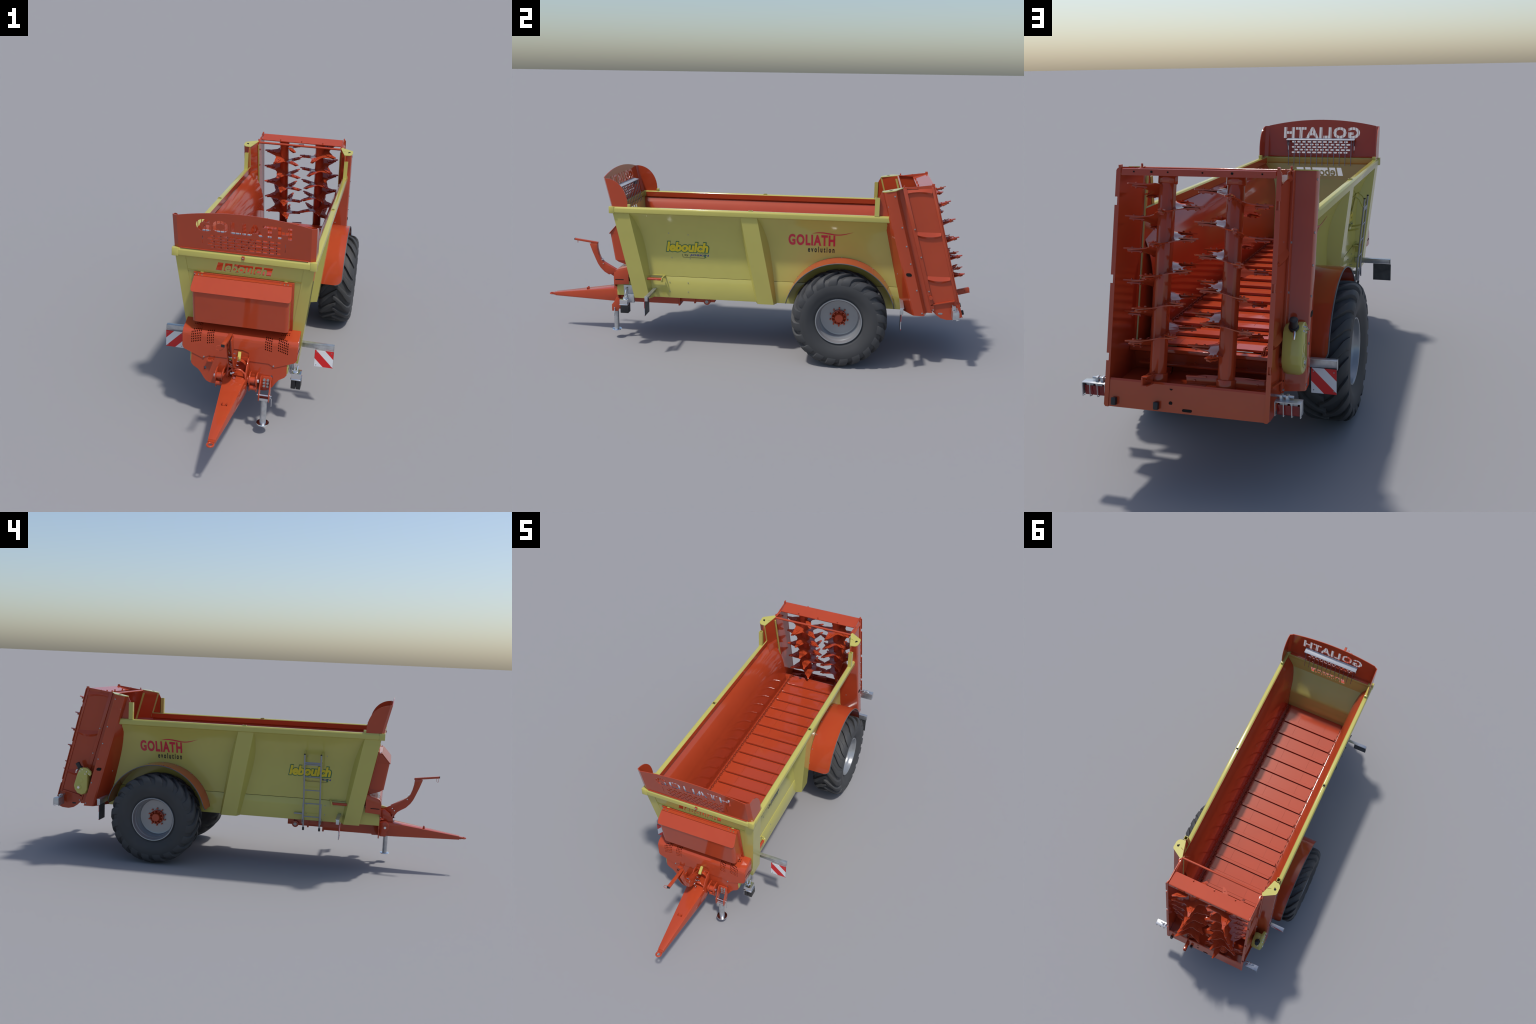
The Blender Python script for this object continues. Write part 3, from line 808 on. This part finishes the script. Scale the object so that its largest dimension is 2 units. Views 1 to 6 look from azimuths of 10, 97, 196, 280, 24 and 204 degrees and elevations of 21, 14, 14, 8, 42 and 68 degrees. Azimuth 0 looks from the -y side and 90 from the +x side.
HG.lathe([(-0.0130, 0.0335), (0.0020, 0.0325), (0.0030, 0.0300), (-0.004, 0.0280), (-0.006, 0.0235), (0.004, 0.0200), (0.0150, 0.0185), (0.0170, 0.0165), (0.0172, 0.0005)], (0, 0, 0), (1, 0, 0), 36)
for k in range(10):
    a = 2 * pi * k / 10
    HG.cyl((-0.006, 0.0258 * cos(a), 0.0258 * sin(a)), (0.0045, 0.0258 * cos(a), 0.0258 * sin(a)), 0.0034, n=6)
    a += pi / 10
    HG.cyl((-0.0130, 0.0395 * cos(a), 0.0395 * sin(a)), (-0.0040, 0.0395 * cos(a), 0.0395 * sin(a)), 0.0042, 0.0036, n=10)
HUB = HG.mesh('hub', RED, smooth=35)
NL = 20
for sx in (1, -1):
    W = group('wheel')
    base = Matrix.Translation((sx * 0.2625, 0.430, TYRE_R)) @ Matrix.Diagonal((sx, 1, 1, 1))
    W.matrix_local = Matrix.Translation((sx * 0.2625, 0.430, TYRE_R * 1.007))
    S = Matrix.Diagonal((sx, 1, 1, 1)); BIG = Matrix.Diagonal((1.025, 1.007, 1.007, 1))
    t = instance('tyre', TYRE, W, BIG @ S)
    instance('rim', RIM, W, S); instance('hub', HUB, W, S)
    for side in (1, -1):
        for k in range(NL):
            a = 2 * pi * (k + (0.5 if side < 0 else 0)) / NL + 0.12
            instance('tread_lug', LUG, W, BIG @ Matrix.Rotation(a, 4, 'X') @ Matrix.Diagonal((side * sx, 1, 1, 1)))

# fenders
FC = (0.430, 0.217); FR = 0.2385
for sx in (1, -1):
    a0, a1 = radians(10.5), radians(169.5); arc = FR * (a1 - a0)
    rc = 0.030
    o = [(0.1765, 0), (0.2905 - rc, 0)]
    for i in range(1, 8):
        a = -pi / 2 + pi / 2 * i / 8; o.append((0.2905 - rc + rc * cos(a), rc + rc * sin(a)))
    o += [(0.2905, rc), (0.2905, arc - rc)]
    for i in range(1, 9):
        a = pi / 2 * i / 8; o.append((0.2905 - rc + rc * cos(a), arc - rc + rc * sin(a)))
    o.append((0.1765, arc))
    ln = [((0.17, arc * i / 48), (0.30, arc * i / 48)) for i in range(1, 48)]
    def place_f(u, v, w):
        a = a0 + v / FR; R = FR - w
        return (sx * u, FC[0] + R * cos(a), FC[1] + R * sin(a))
    f = sheet([o], lambda p: winding(o, p) != 0, place_f, 0.0025, ln).obj('fender', RED, None, smooth=30)
    path = []
    for i in range(len(o) - 1):                              # rubber edging runs round the free edge
        (u0, v0), (u1, v1) = o[i], o[i + 1]
        k = max(1, int(abs(v1 - v0) / 0.012))
        for j in range(k):
            u = lerp(u0, u1, j / k); v = lerp(v0, v1, j / k)
            path.append(place_f(u, v, 0.00125))
    Geo().tube(path, 0.0021, n=6).obj('fender_edging', EDG, f)
    g = Geo()
    for i in range(9):
        a = a0 + (a1 - a0) * (i + 0.5) / 9
        c = Vector((sx * 0.184, FC[0] + FR * cos(a), FC[1] + FR * sin(a))); d = Vector((0, cos(a), sin(a)))
        g.cyl(c - d * 0.001, c + d * 0.0018, 0.0022, n=8)
    g.obj('fender_bolts', SIL, f, stuff=True)

# ================================================================== REAR SPREADING UNIT
unit = group('spreading_unit')
def U(x, y, z): return Vector((x, y, z))
# --- side wings joining body and unit
for sx in (1, -1):
    rings = []
    for i in range(17):
        z = lerp(0.232, 0.757, i / 16)
        sh = 0.28 * (0.755 - z)
        wx = 0.229 if z > 0.628 else wall_x(max(z, 0.33)) - 0.004
        t = min(1, max(0, (0.655 - z) / 0.05))
        y_in = lerp(0.592 + sh, rear_y(min(z, 0.627)) - 0.010, t)
        ring = [(wx, y_in), (0.2555, 0.598 + sh), (0.2595, 0.6045 + sh), (0.2605, 0.641 + sh), (0.2585, 0.647 + sh), (0.2480, 0.6505 + sh), (0.2090, 0.6600 + sh), (0.2078, 0.6850 + sh), (0.2035, 0.6850 + sh), (0.2005, 0.668 + sh)]
        if i == 16: rings.append([(sx * x, y, 0.7583 + 0.16 * (y - 0.59)) for x, y in ring])
        else: rings.append([(sx * x, y, z) for x, y in ring])
    Geo().loft(rings).obj('wing_panel', RED, unit, smooth=25)
    # yellow strips along the inner edges
    g = Geo()
    g.loft([[(sx * x, y + 0.28 * (0.755 - z), z) for x, y in ((0.2025, 0.6580), (0.1990, 0.6580), (0.1975, 0.6670), (0.2010, 0.6680))] for z in (0.30, 0.757)])
    g.loft([[(sx * x, y + 0.28 * (0.755 - z), z) for x, y in ((0.2310, 0.5885), (0.2265, 0.5905), (0.2275, 0.5965), (0.2320, 0.5945))] for z in (0.655, 0.757)])
    W2 = [(0.579, 0.655), (0.579, 0.735), (0.590, 0.757), (0.602, 0.757), (0.632, 0.655)]
    Geo().prism([(sx * 0.2300, y, z) for y, z in W2], (sx * 0.003, 0, 0)).obj('corner_plate', RED, unit)
    g.obj('wing_edge_strip', YEL, unit)
    # yellow cap with keyhole and slit
    cap = [(0.2255, 0.590), (0.2500, 0.5935), (0.2585, 0.601), (0.2625, 0.612), (0.2625, 0.640), (0.2595, 0.648), (0.2075, 0.6780), (0.2020, 0.6700), (0.2225, 0.6300)]
    cap = [(0.2255, 0.590), (0.2500, 0.5935), (0.2585, 0.601), (0.2625, 0.612), (0.2625, 0.640), (0.2595, 0.648), (0.2075, 0.6790), (0.2010, 0.6700)]
    kh2 = [(0.2290, 0.6295), (0.2125, 0.6360), (0.2128, 0.6380), (0.2292, 0.6312)]
    cap_z = lambda v: 0.7580 + 0.16 * (v - 0.59)
    g = sheet([cap, kh2], lambda p: winding(cap, p) != 0 and not winding(kh2, p), lambda u, v, w: (sx * u, v, cap_z(v) + w), 0.003)
    c = g.obj('wing_cap', YEL, unit, smooth=20)
    key = [(0.2460 + 0.0056 * cos(a), 0.6265 + 0.0056 * sin(a)) for a in [2 * pi * i / 20 + radians(-95) for i in range(18)]] + [(0.2395, 0.6205), (0.2425, 0.6175)]
    Geo().prism([(sx * u, v, cap_z(v) + 0.0028) for u, v in key], (0, 0, 0.0007)).obj('keyhole', DRK, c)
    # carrying slot low on the outer face
    z = 0.412; sh = 0.28 * (0.755 - z)
    P = pill(0, 0, 0.024, 0.0145, 4)
    Geo().prism([(sx * 0.2603, 0.6225 + sh + u - 0.28 * v, z + v) for u, v in P], (sx * 0.0008, 0, 0)).obj('grip_slot', DRK, unit)
    g = Geo()
    for z in (0.745, 0.615, 0.535, 0.46, 0.345, 0.245):
        g.cyl((sx * 0.2595, 0.640 + 0.28 * (0.755 - z), z), (sx * 0.2622, 0.640 + 0.28 * (0.755 - z), z), 0.0032, n=10)
    for z in (0.70, 0.50, 0.40, 0.27):
        y = rear_y(min(z, .62)) + 0.006 if z < .62 else 0.604 + 0.28 * (0.755 - z)
        xo = 0.2590 if z > .62 else 0.2050
        g.cyl((sx * (xo - 0.012), y, z), (sx * xo, y, z), 0.0026, n=10)
    for z in (0.60, 0.48, 0.33, 0.248):
        g.cyl((sx * 0.2125, 0.6915 + 0.28 * (0.755 - z), z), (sx * 0.2155, 0.6915 + 0.28 * (0.755 - z), z), 0.0030, n=10)
    g.obj('wing_bolts', SIL, unit, stuff=True)

# --- side plates
def ry(z): return unit_y(0.8045, z)                         # rear edge
def fy(z): return 0.674 + 0.285 * (0.772 - z)               # front edge
for sx in (1, -1):
    side = [(fy(0.772), 0.7725), (ry(0.785) - 0.006, 0.7895), (ry(0.782), 0.7845), (ry(0.219), 0.219), (ry(0.215) - 0.006, 0.2145), (0.925, 0.2045), (0.894, 0.2025), (0.868, 0.2090), (0.849, 0.2220), (0.832, 0.2380), (fy(0.245), 0.2430)]
    g = Geo(); g.prism([(sx * 0.2015, y, z) for y, z in side], (sx * 0.0030, 0, 0)); P = g.obj('cheek_plate', RED, unit, smooth=20)
    g = Geo()                                               # folded border: front strip, rear strip, top strip
    strip = lambda a, b, zt, zb, x0, x1: g.loft([[(sx * x0, a(z), z), (sx * x0, b(z), z), (sx * x1, b(z), z), (sx * x1, a(z), z)] for z in (zb, zt)])
    strip(lambda z: fy(z), lambda z: fy(z) + 0.017, 0.772, 0.246, 0.2040, 0.2125)
    strip(lambda z: ry(z) - 0.013, lambda z: ry(z) - 0.001, 0.783, 0.285, 0.2040, 0.2085)
    g.obj('plate_border', RED, P, bevel=0.001)
    # swaged ribs: flat top, bellied lower edge
    for zc, dz, thick in ((0.7625, 0.020, 0.0075), (0.584, 0.016, 0.0085), (0.392, 0.016, 0.0085)):
        ya, yb = fy(zc) + 0.017, ry(zc) - 0.013
        n = 14; rings = []
        for i in range(n + 1):
            t = i / n; y = lerp(ya, yb, t); b = 4 * t * (1 - t)
            z0 = zc + 0.004 + (0.010 * t if zc > 0.7 else 0)
            if zc > 0.7: low_z = zc - dz + 0.010 * b
            else: low_z = zc - dz - 0.012 * b
            rings.append([(sx * 0.2040, y, z0), (sx * (0.2040 + thick), y - LEAN * 0.0, lerp(z0, low_z, 0.62)), (sx * 0.2040, y, low_z)])
        Geo().loft(rings).obj('plate_rib', RED, P, smooth=25)
    # lower stiffening fold
    g = Geo()
    g.loft([[(sx * 0.2040, y, z), (sx * 0.2125, y, z), (sx * 0.2125, y, z - 0.004), (sx * 0.2040, y, z - 0.004)] for y, z in ((0.822, 0.270), (0.922, 0.293))])
    g.obj('stiffening_fold', RED, P)
    Geo().prism([(sx * 0.2046, 0.8655 + u, 0.2300 + v) for u, v in pill(0, 0, 0.019, 0.0075)], (sx * 0.0006, 0, 0)).obj('fold_slot', BLK if sx < 0 else SIL, P)
    # rear flange with notches
    notch = ((0.718, 0.698), (0.531, 0.511), (0.344, 0.326))
    out = [(0.2008, 0.787), (0.2085, 0.787), (0.2125, 0.782)]
    for a, b in notch: out += [(0.2125, a), (0.2035, a), (0.2035, b), (0.2125, b)]
    out += [(0.2125, 0.221), (0.2085, 0.2165), (0.2008, 0.2165)]
    g = Geo(); g.prism([(sx * x, ry(z), z) for x, z in out], (0, 0.0030, 0.0008)); g.obj('notched_flange', RED, P)
    g = Geo()
    g.cyl((sx * 0.212, 0.820, 0.302), (sx * 0.219, 0.820, 0.302), 0.008); g.cyl((sx * 0.205, 0.810, 0.318), (sx * 0.213, 0.810, 0.318), 0.006)
    g.obj('shaft_end', RED, P)
# --- top plate, cross tube
g = Geo()
g.loft([[(x, 0.7385, 0.7690), (x, 0.8040, 0.7865), (x, 0.8075, 0.7860), (x, 0.8115, 0.7705), (x, 0.8090, 0.7700), (x, 0.8050, 0.7835), (x, 0.7395, 0.7655)] for x in (-0.1985, 0.1985)])
g.obj('cover_plate', RED, unit, smooth=20)
g = Geo()
for sx in (1, -1):
    g.loft([[(sx * 0.1965, y, z), (sx * 0.2065, y, z), (sx * 0.2065, y, z - 0.004), (sx * 0.1965, y, z - 0.004)] for y, z in ((0.676, 0.7755), (0.740, 0.7735))])
    g.cyl((sx * 0.2035, 0.681, 0.772), (sx * 0.2035, 0.681, 0.783), 0.003, n=8); g.cyl((sx * 0.2035, 0.735, 0.772), (sx * 0.2035, 0.735, 0.782), 0.003, n=8)
    g.box((sx * 0.2040, 0.801, 0.788), (0.006, 0.012, 0.014))
for x in (-0.105, 0.0, 0.105):
    g.cyl((x, 0.745, 0.768), (x, 0.745, 0.778), 0.0035, n=8)
g.obj('cover_bar', RED, unit, bevel=0.0006)
Geo().cyl((-0.2, 0.6705, 0.7680), (0.2, 0.6705, 0.7680), 0.0052, n=14).obj('cross_tube', RED, unit)
g = Geo()
for x, r in ((0.165, 0.0020), (0.118, 0.0030), (0.075, 0.0020), (-0.015, 0.0020), (-0.090, 0.0030), (-0.165, 0.0020)):
    g.cyl((x, 0.8080, 0.7790), (x, 0.8108, 0.7797), r, n=10)
g.obj('bolt_holes', DRK, unit, stuff=True)
# --- bottom pan and rear lip
g = Geo()
zb = 0.2855
g.loft([[(x, 0.796, 0.2580), (x, ry(0.262) - 0.004, 0.2580), (x, ry(zb) - 0.004, zb - 0.001), (x, ry(zb) - 0.001, zb), (x, ry(0.281) + 0.001, 0.281), (x, ry(0.218) + 0.0015, 0.2180), (x, ry(0.218) - 0.02, 0.2150),
         (x, ry(0.218) - 0.02, 0.2165), (x, ry(0.218) - 0.002, 0.2195), (x, ry(0.26) - 0.003, 0.2555), (x, 0.796, 0.2555)] for x in (-0.2015, 0.2015)])
PAN = g.obj('catch_pan', RED, unit, smooth=20)
g = Geo(); R = Matrix.Rotation(radians(15), 3, 'X')
for x, z in ((0.1835, 0.2340), (0.0710, 0.2335)):
    g.box((x, ry(z) + 0.008, z), (0.0125, 0.012, 0.0190), R)
g.obj('rubber_buffer', BLK, unit, bevel=0.002)
g = Geo()
g.cyl((0.0365, ry(0.2395) + 0.0005, 0.2395), (0.0365, ry(0.2395) + 0.0022, 0.2395), 0.0046, n=14)
g.prism([(-0.007 + u, ry(0.2265 + v) + 0.0020, 0.2265 + v) for u, v in pill(0, 0, 0.025, 0.0062)], (0, 0.0008, 0))
g.prism([(0.032, ry(0.272) + 0.002, 0.2735), (0.041, ry(0.272) + 0.002, 0.2735), (0.036, ry(0.270) + 0.002, 0.2695)], (0, 0.0008, 0))
g.obj('lip_holes', DRK, unit, stuff=True)

# --- rotors
TILT = Matrix.Rotation(math.atan(LEAN), 4, 'X')
def spike_radius(a, step):
    """Flight edge: concave scallops between pointed spikes."""
    d = (a / step) % 1.0; d = min(d, 1 - d) * step          # angle to the nearest spike
    k = min(1.0, d / (step * 0.40))
    return 0.048 + 0.044 * (1 - k) ** 1.35
STEP = radians(74.15); HP = 0.0766
def flight(handed, phase, h0, h1):
    g = Geo(); turns = (h1 - h0) / HP; n = int(turns * 90)
    top = []; bot = []; t = 0.0026
    for i in range(n + 1):
        a = 2 * pi * turns * i / n
        h = h0 + HP * a / (2 * pi)
        ang = phase + handed * a
        r1 = spike_radius(a, STEP); r0 = 0.0195
        row = []
        for r, dz in ((r0, 0), ((r0 + r1) / 2, 0.0), (r1, 0.0), (r1, -t), (r0, -t)):
            row.append((r * cos(ang), r * sin(ang), h + dz))
        top.append(row)
    g.loft(top)
    return g
def tooth_mesh():
    """Bolted blade: long pointed bar on a spike, pointing along +x."""
    g = Geo()
    g.prism([(0.046, -0.0080, 0.0004), (0.046, 0.0080, 0.0004), (0.082, 0.0078, 0.0004), (0.1005, 0.0040, 0.0004), (0.1010, -0.0035, 0.0004), (0.080, -0.0082, 0.0004)], (0, 0, 0.0034))
    g.prism([(0.054, -0.0060, -0.0062), (0.054, 0.0060, -0.0062), (0.090, 0.0048, -0.0062), (0.090, -0.0048, -0.0062)], (0, 0, 0.0034))
    for x in (0.058, 0.079):
        g.cyl((x, 0, -0.0085), (x, 0, 0.0070), 0.0030, n=6)
    return g.mesh('rotor_tooth', RED, bevel=0.0, smooth=15)
TOOTH = tooth_mesh()
for sx, handed, phase, H0, H1, pads in ((1, 1, radians(-13), 0.091, 0.492, (93, 273)), (-1, -1, radians(79), 0.083, 0.494, (8, 188))):
    rot = group('rotor', unit)
    M = Matrix.Translation((sx * 0.0895, unit_y(0.768, 0.268), 0.268)) @ TILT
    rot.matrix_local = M
    g = Geo()
    g.cyl((0, 0, 0.010), (0, 0, 0.518), 0.0222, n=10); g.cyl((0, 0, -0.006), (0, 0, 0.026), 0.0250, n=24); g.cyl((0, 0, 0.495), (0, 0, 0.520), 0.0252, n=10)
    g.obj('rotor_shaft', RED, rot, bevel=0.002, smooth=25)
    flight(handed, phase, H0, H1).obj('rotor_flight', RED, rot, smooth=20)
    a = 0.0
    while H0 + HP * a / (2 * pi) < H1 + 0.001:
        h = H0 + HP * a / (2 * pi)
        tilt = math.atan(HP / (2 * pi * 0.08)) * 0.5
        instance('rotor_tooth', TOOTH, rot, Matrix.Translation((0, 0, h)) @ Matrix.Rotation(phase + handed * a, 4, 'Z') @ Matrix.Rotation(handed * tilt, 4, 'X'))
        a += STEP
    for k, ang in enumerate(pads):                          # throwing paddles at the foot
        g = Geo()
        g.prism([(0.020, -0.004, 0.008), (0.055, -0.004, 0.006), (0.097, -0.004, 0.008), (0.0995, -0.004, 0.026), (0.055, -0.004, 0.032), (0.020, -0.004, 0.032)], (0, 0.004, 0))
        g.box((0.073, 0.003, 0.007), (0.050, 0.014, 0.003)); g.box((0.073, 0.003, 0.028), (0.050, 0.014, 0.003)); g.cyl((0.078, -0.006, 0.017), (0.078, 0.004, 0.017), 0.003, n=8)
        o = g.obj('throwing_paddle', RED, rot, bevel=0.0006)
        o.matrix_local = Matrix.Rotation(radians(ang), 4, 'Z')

# --- gearbox on the left plate
gb = group('gearbox', unit)
go = [(0.845, 0.326), (0.840, 0.306), (0.826, 0.288), (0.804, 0.2820), (0.787, 0.289), (0.777, 0.308), (0.775, 0.350), (0.775, 0.385), (0.779, 0.404), (0.793, 0.4115), (0.812, 0.408), (0.822, 0.398), (0.832, 0.370), (0.839, 0.347)]
def scaled(P, c, k): return [(c[0] + (y - c[0]) * k, c[1] + (z - c[1]) * k) for y, z in P]
cc = (0.810, 0.345)
g = Geo()
g.loft([[(x, y, z) for y, z in scaled(go, cc, k)] for x, k in ((-0.2125, 0.92), (-0.2220, 1.0), (-0.2530, 1.0), (-0.2600, 0.94), (-0.2625, 0.84))])
g.obj('gear_housing', YEL, gb, bevel=0.0, smooth=35)
g = Geo(); g.prism([(-0.245, y, z) for y, z in ((0.760, 0.396), (0.775, 0.409), (0.793, 0.4145), (0.814, 0.411), (0.818, 0.400), (0.790, 0.400), (0.776, 0.385), (0.764, 0.374), (0.758, 0.384))], (-0.014, 0, 0))
g.cyl((-0.2600, 0.818, 0.319), (-0.2645, 0.818, 0.319), 0.013, n=10); g.cyl((-0.2600, 0.808, 0.352), (-0.2640, 0.808, 0.352), 0.012, n=16); g.obj('gear_cover', YEL, gb, bevel=0.001)
g = Geo(); g.cyl((-0.2640, 0.818, 0.319), (-0.2670, 0.818, 0.319), 0.0062, n=12)
for y, z in ((0.766, 0.386), (0.779, 0.396), (0.800, 0.405), (0.786, 0.385), (0.812, 0.398)):
    g.cyl((-0.257, y, z), (-0.2650, y, z), 0.0028, n=8)
g.tube([(-0.244, 0.832, 0.402), (-0.245, 0.838, 0.396), (-0.244, 0.840, 0.385)], 0.003, n=8)
g.obj('gear_bolts', CHR, gb, stuff=True)
g = Geo(); g.cyl((-0.238, 0.818, 0.402), (-0.243, 0.834, 0.434), 0.0105, n=18); g.cyl((-0.239, 0.820, 0.407), (-0.240, 0.823, 0.413), 0.0130, n=18)
g.obj('hydraulic_motor', BLK, gb, bevel=0.001)
Geo().cyl((-0.200, 0.818, 0.318), (-0.214, 0.818, 0.318), 0.015).obj('gear_flange', RED, gb)

# ================================================================== LIGHTS AND SIGNS
for sx in (1, -1):
    L = group('tail_lamp')
    g = Geo()
    g.cyl((sx * 0.205, 0.915, 0.270), (sx * 0.262, 0.915, 0.270), 0.0035, n=10)
    for x in (0.2325, 0.2475): g.box((sx * x, 0.9175, 0.2685), (0.0065, 0.014, 0.014))
    g.box((sx * 0.2515, 0.922, 0.2625), (0.064, 0.026, 0.0025))
    for k in range(4):
        x = 0.2205 + k * 0.0206
        g.tube([(sx * x, 0.935, 0.262), (sx * x, 0.9370, 0.228), (sx * x, 0.926, 0.2265)], 0.0013, n=6)
    g.box((sx * 0.2515, 0.911, 0.244), (0.062, 0.002, 0.036))
    g.box((sx * 0.2825, 0.922, 0.246), (0.0015, 0.024, 0.032))
    g.obj('lamp_cage', GAL, L, bevel=0.0005)
    g = Geo(); g.box((sx * 0.2515, 0.921, 0.2415), (0.056, 0.018, 0.026)); g.obj('lamp_lens', LENS, L, bevel=0.002)
    g = Geo(); g.box((sx * 0.240, 0.9215, 0.2575), (0.020, 0.016, 0.008)); g.box((sx * 0.265, 0.9215, 0.2575), (0.020, 0.016, 0.008)); g.obj('lamp_cap', SIL, L, bevel=0.002)

def sign(x, y, z, facing, mat, w=0.0695, h=0.0665):
    ob = Geo().box((0, 0, 0), (w, 0.0016, h)).obj('warning_sign', mat, None)
    ob.matrix_local = Matrix.Translation((x, y, z))
    Geo().box((0, facing * -0.0016, 0), (w + 0.001, 0.0012, h + 0.001)).obj('sign_backing', BACK, ob)
    g = Geo()
    for a in (-1, 1):
        for b in (-1, 1): g.cyl((a * 0.0275, facing * 0.0008, b * 0.0265), (a * 0.0275, facing * 0.0018, b * 0.0265), 0.0018, n=8)
    g.obj('sign_rivets', SIL, ob, stuff=True)
    return ob
def arm(sx, x0, x1, y, z, h=0.020):
    g = Geo()
    g.loft([[(sx * x, y + (0.006 if x == x0 else 0), z + dz) for dz in (-h / 2, h / 2)] + [(sx * x, y + 0.002 + (0.006 if x == x0 else 0), z + dz) for dz in (h / 2, -h / 2)] for x in (x0, x1)])
    g.box((sx * (x0 + x1) / 2, y + 0.008, z + h / 2), (x1 - x0, 0.016, 0.0018)); g.box((sx * x1, y + 0.006, z), (0.0015, 0.014, h * 1.1))
    return g.obj('sign_arm', GAL, None, bevel=0.0005)
for sx in (1, -1):
    sign(sx * 0.2865, -0.424, 0.2175, -1, STRIPE_A if sx > 0 else STRIPE_B)
    arm(sx, 0.178, 0.3205, -0.4215, 0.263)
    sign(sx * 0.2860, 0.6925, 0.2185, 1, STRIPE_B if sx < 0 else STRIPE_A, 0.068, 0.071)
    arm(sx, 0.178, 0.3225, 0.6870, 0.2680, 0.026)

# double control box on the right front
ctl = group('supply_box')
g = Geo(); g.box((0.1785, -0.537, 0.250), (0.003, 0.050, 0.062)); g.box((0.186, -0.525, 0.222), (0.016, 0.028, 0.040)); g.obj('mount_plate', GAL, ctl, bevel=0.0006)
g = Geo(); g.box((0.2040, -0.5525, 0.2100), (0.034, 0.036, 0.024)); g.box((0.2040, -0.5525, 0.198), (0.038, 0.040, 0.003)); g.box((0.196, -0.549, 0.226), (0.018, 0.020, 0.010))
g.cyl((0.196, -0.552, 0.23), (0.190, -0.548, 0.262), 0.004, n=10); g.cyl((0.205, -0.548, 0.222), (0.205, -0.540, 0.240), 0.0035, n=10); g.tube([(0.19, -0.548, 0.262), (0.184, -0.545, 0.270), (0.179, -0.545, 0.262)], 0.003, n=8)
g.obj('supply_housing', CHR, ctl, bevel=0.001)
g = Geo(); g.box((0.1955, -0.549, 0.1785), (0.0165, 0.037, 0.039)); g.box((0.2135, -0.549, 0.1785), (0.0165, 0.037, 0.039)); g.obj('connector_block', BLK, ctl, bevel=0.0015)

# ================================================================== LADDER on the left
lad = group('ladder')
def lx(z): return -lerp(0.2050, 0.2415, (z - 0.192) / (0.544 - 0.192))
g = Geo()
for y0, y1 in ((-0.247, -0.2525), (-0.3215, -0.3265)):
    g.cyl((lx(0.544), y0, 0.544), (lx(0.200), y1, 0.200), 0.0036, n=12)
g.obj('ladder_rail', ALU, lad)
g = Geo(); g.cyl((lx(0.503), -0.247, 0.503), (lx(0.503), -0.322, 0.503), 0.0026, n=8)
g.cyl((lx(0.512), -0.244, 0.507), (lx(0.512), -0.324, 0.507), 0.0022, n=8)
g.obj('ladder_stay', ALU, lad)
rg = Geo().cyl((0, -0.2495, 0), (0, -0.3240, 0), 0.0026, n=8).mesh('ladder_rung', ALU)
for z in (0.497, 0.441, 0.379, 0.317, 0.255): instance('ladder_rung', rg, lad, Matrix.Translation((lx(z), 0, z)))
g = Geo()
for y in (-0.2525, -0.3265): g.cyl((lx(0.205), y, 0.204), (lx(0.19), y, 0.190), 0.0050, n=12)
for y in (-0.247, -0.3215): g.cyl((lx(0.542), y, 0.542), (lx(0.546), y, 0.546), 0.0042, n=12)
g.obj('ladder_foot', BLK, lad)
g = Geo()
for y in (-0.245, -0.325):                                  # yellow bow brackets
    g.tube([(-0.178, y, 0.470), (-0.196, y, 0.548), (-0.205, y, 0.553), (-0.222, y, 0.540), (-0.236, y, 0.512)], 0.0035, n=8)
    g.tube([(-0.176, y, 0.420), (-0.206, y, 0.425), (-0.222, y, 0.430)], 0.0035, n=8)
g.box((-0.180, -0.285, 0.425), (0.008, 0.080, 0.010))
g.obj('ladder_bracket', YEL, lad, bevel=0.0005)
g = Geo()
for y in (-0.2485, -0.330):
    g.box((-0.196, y, 0.235), (0.044, 0.004, 0.014)); g.box((-0.216, y, 0.270), (0.004, 0.006, 0.095))
g.box((-0.186, -0.225, 0.262), (0.008, 0.040, 0.006))
g.obj('ladder_catch', ALU, lad, bevel=0.0005)
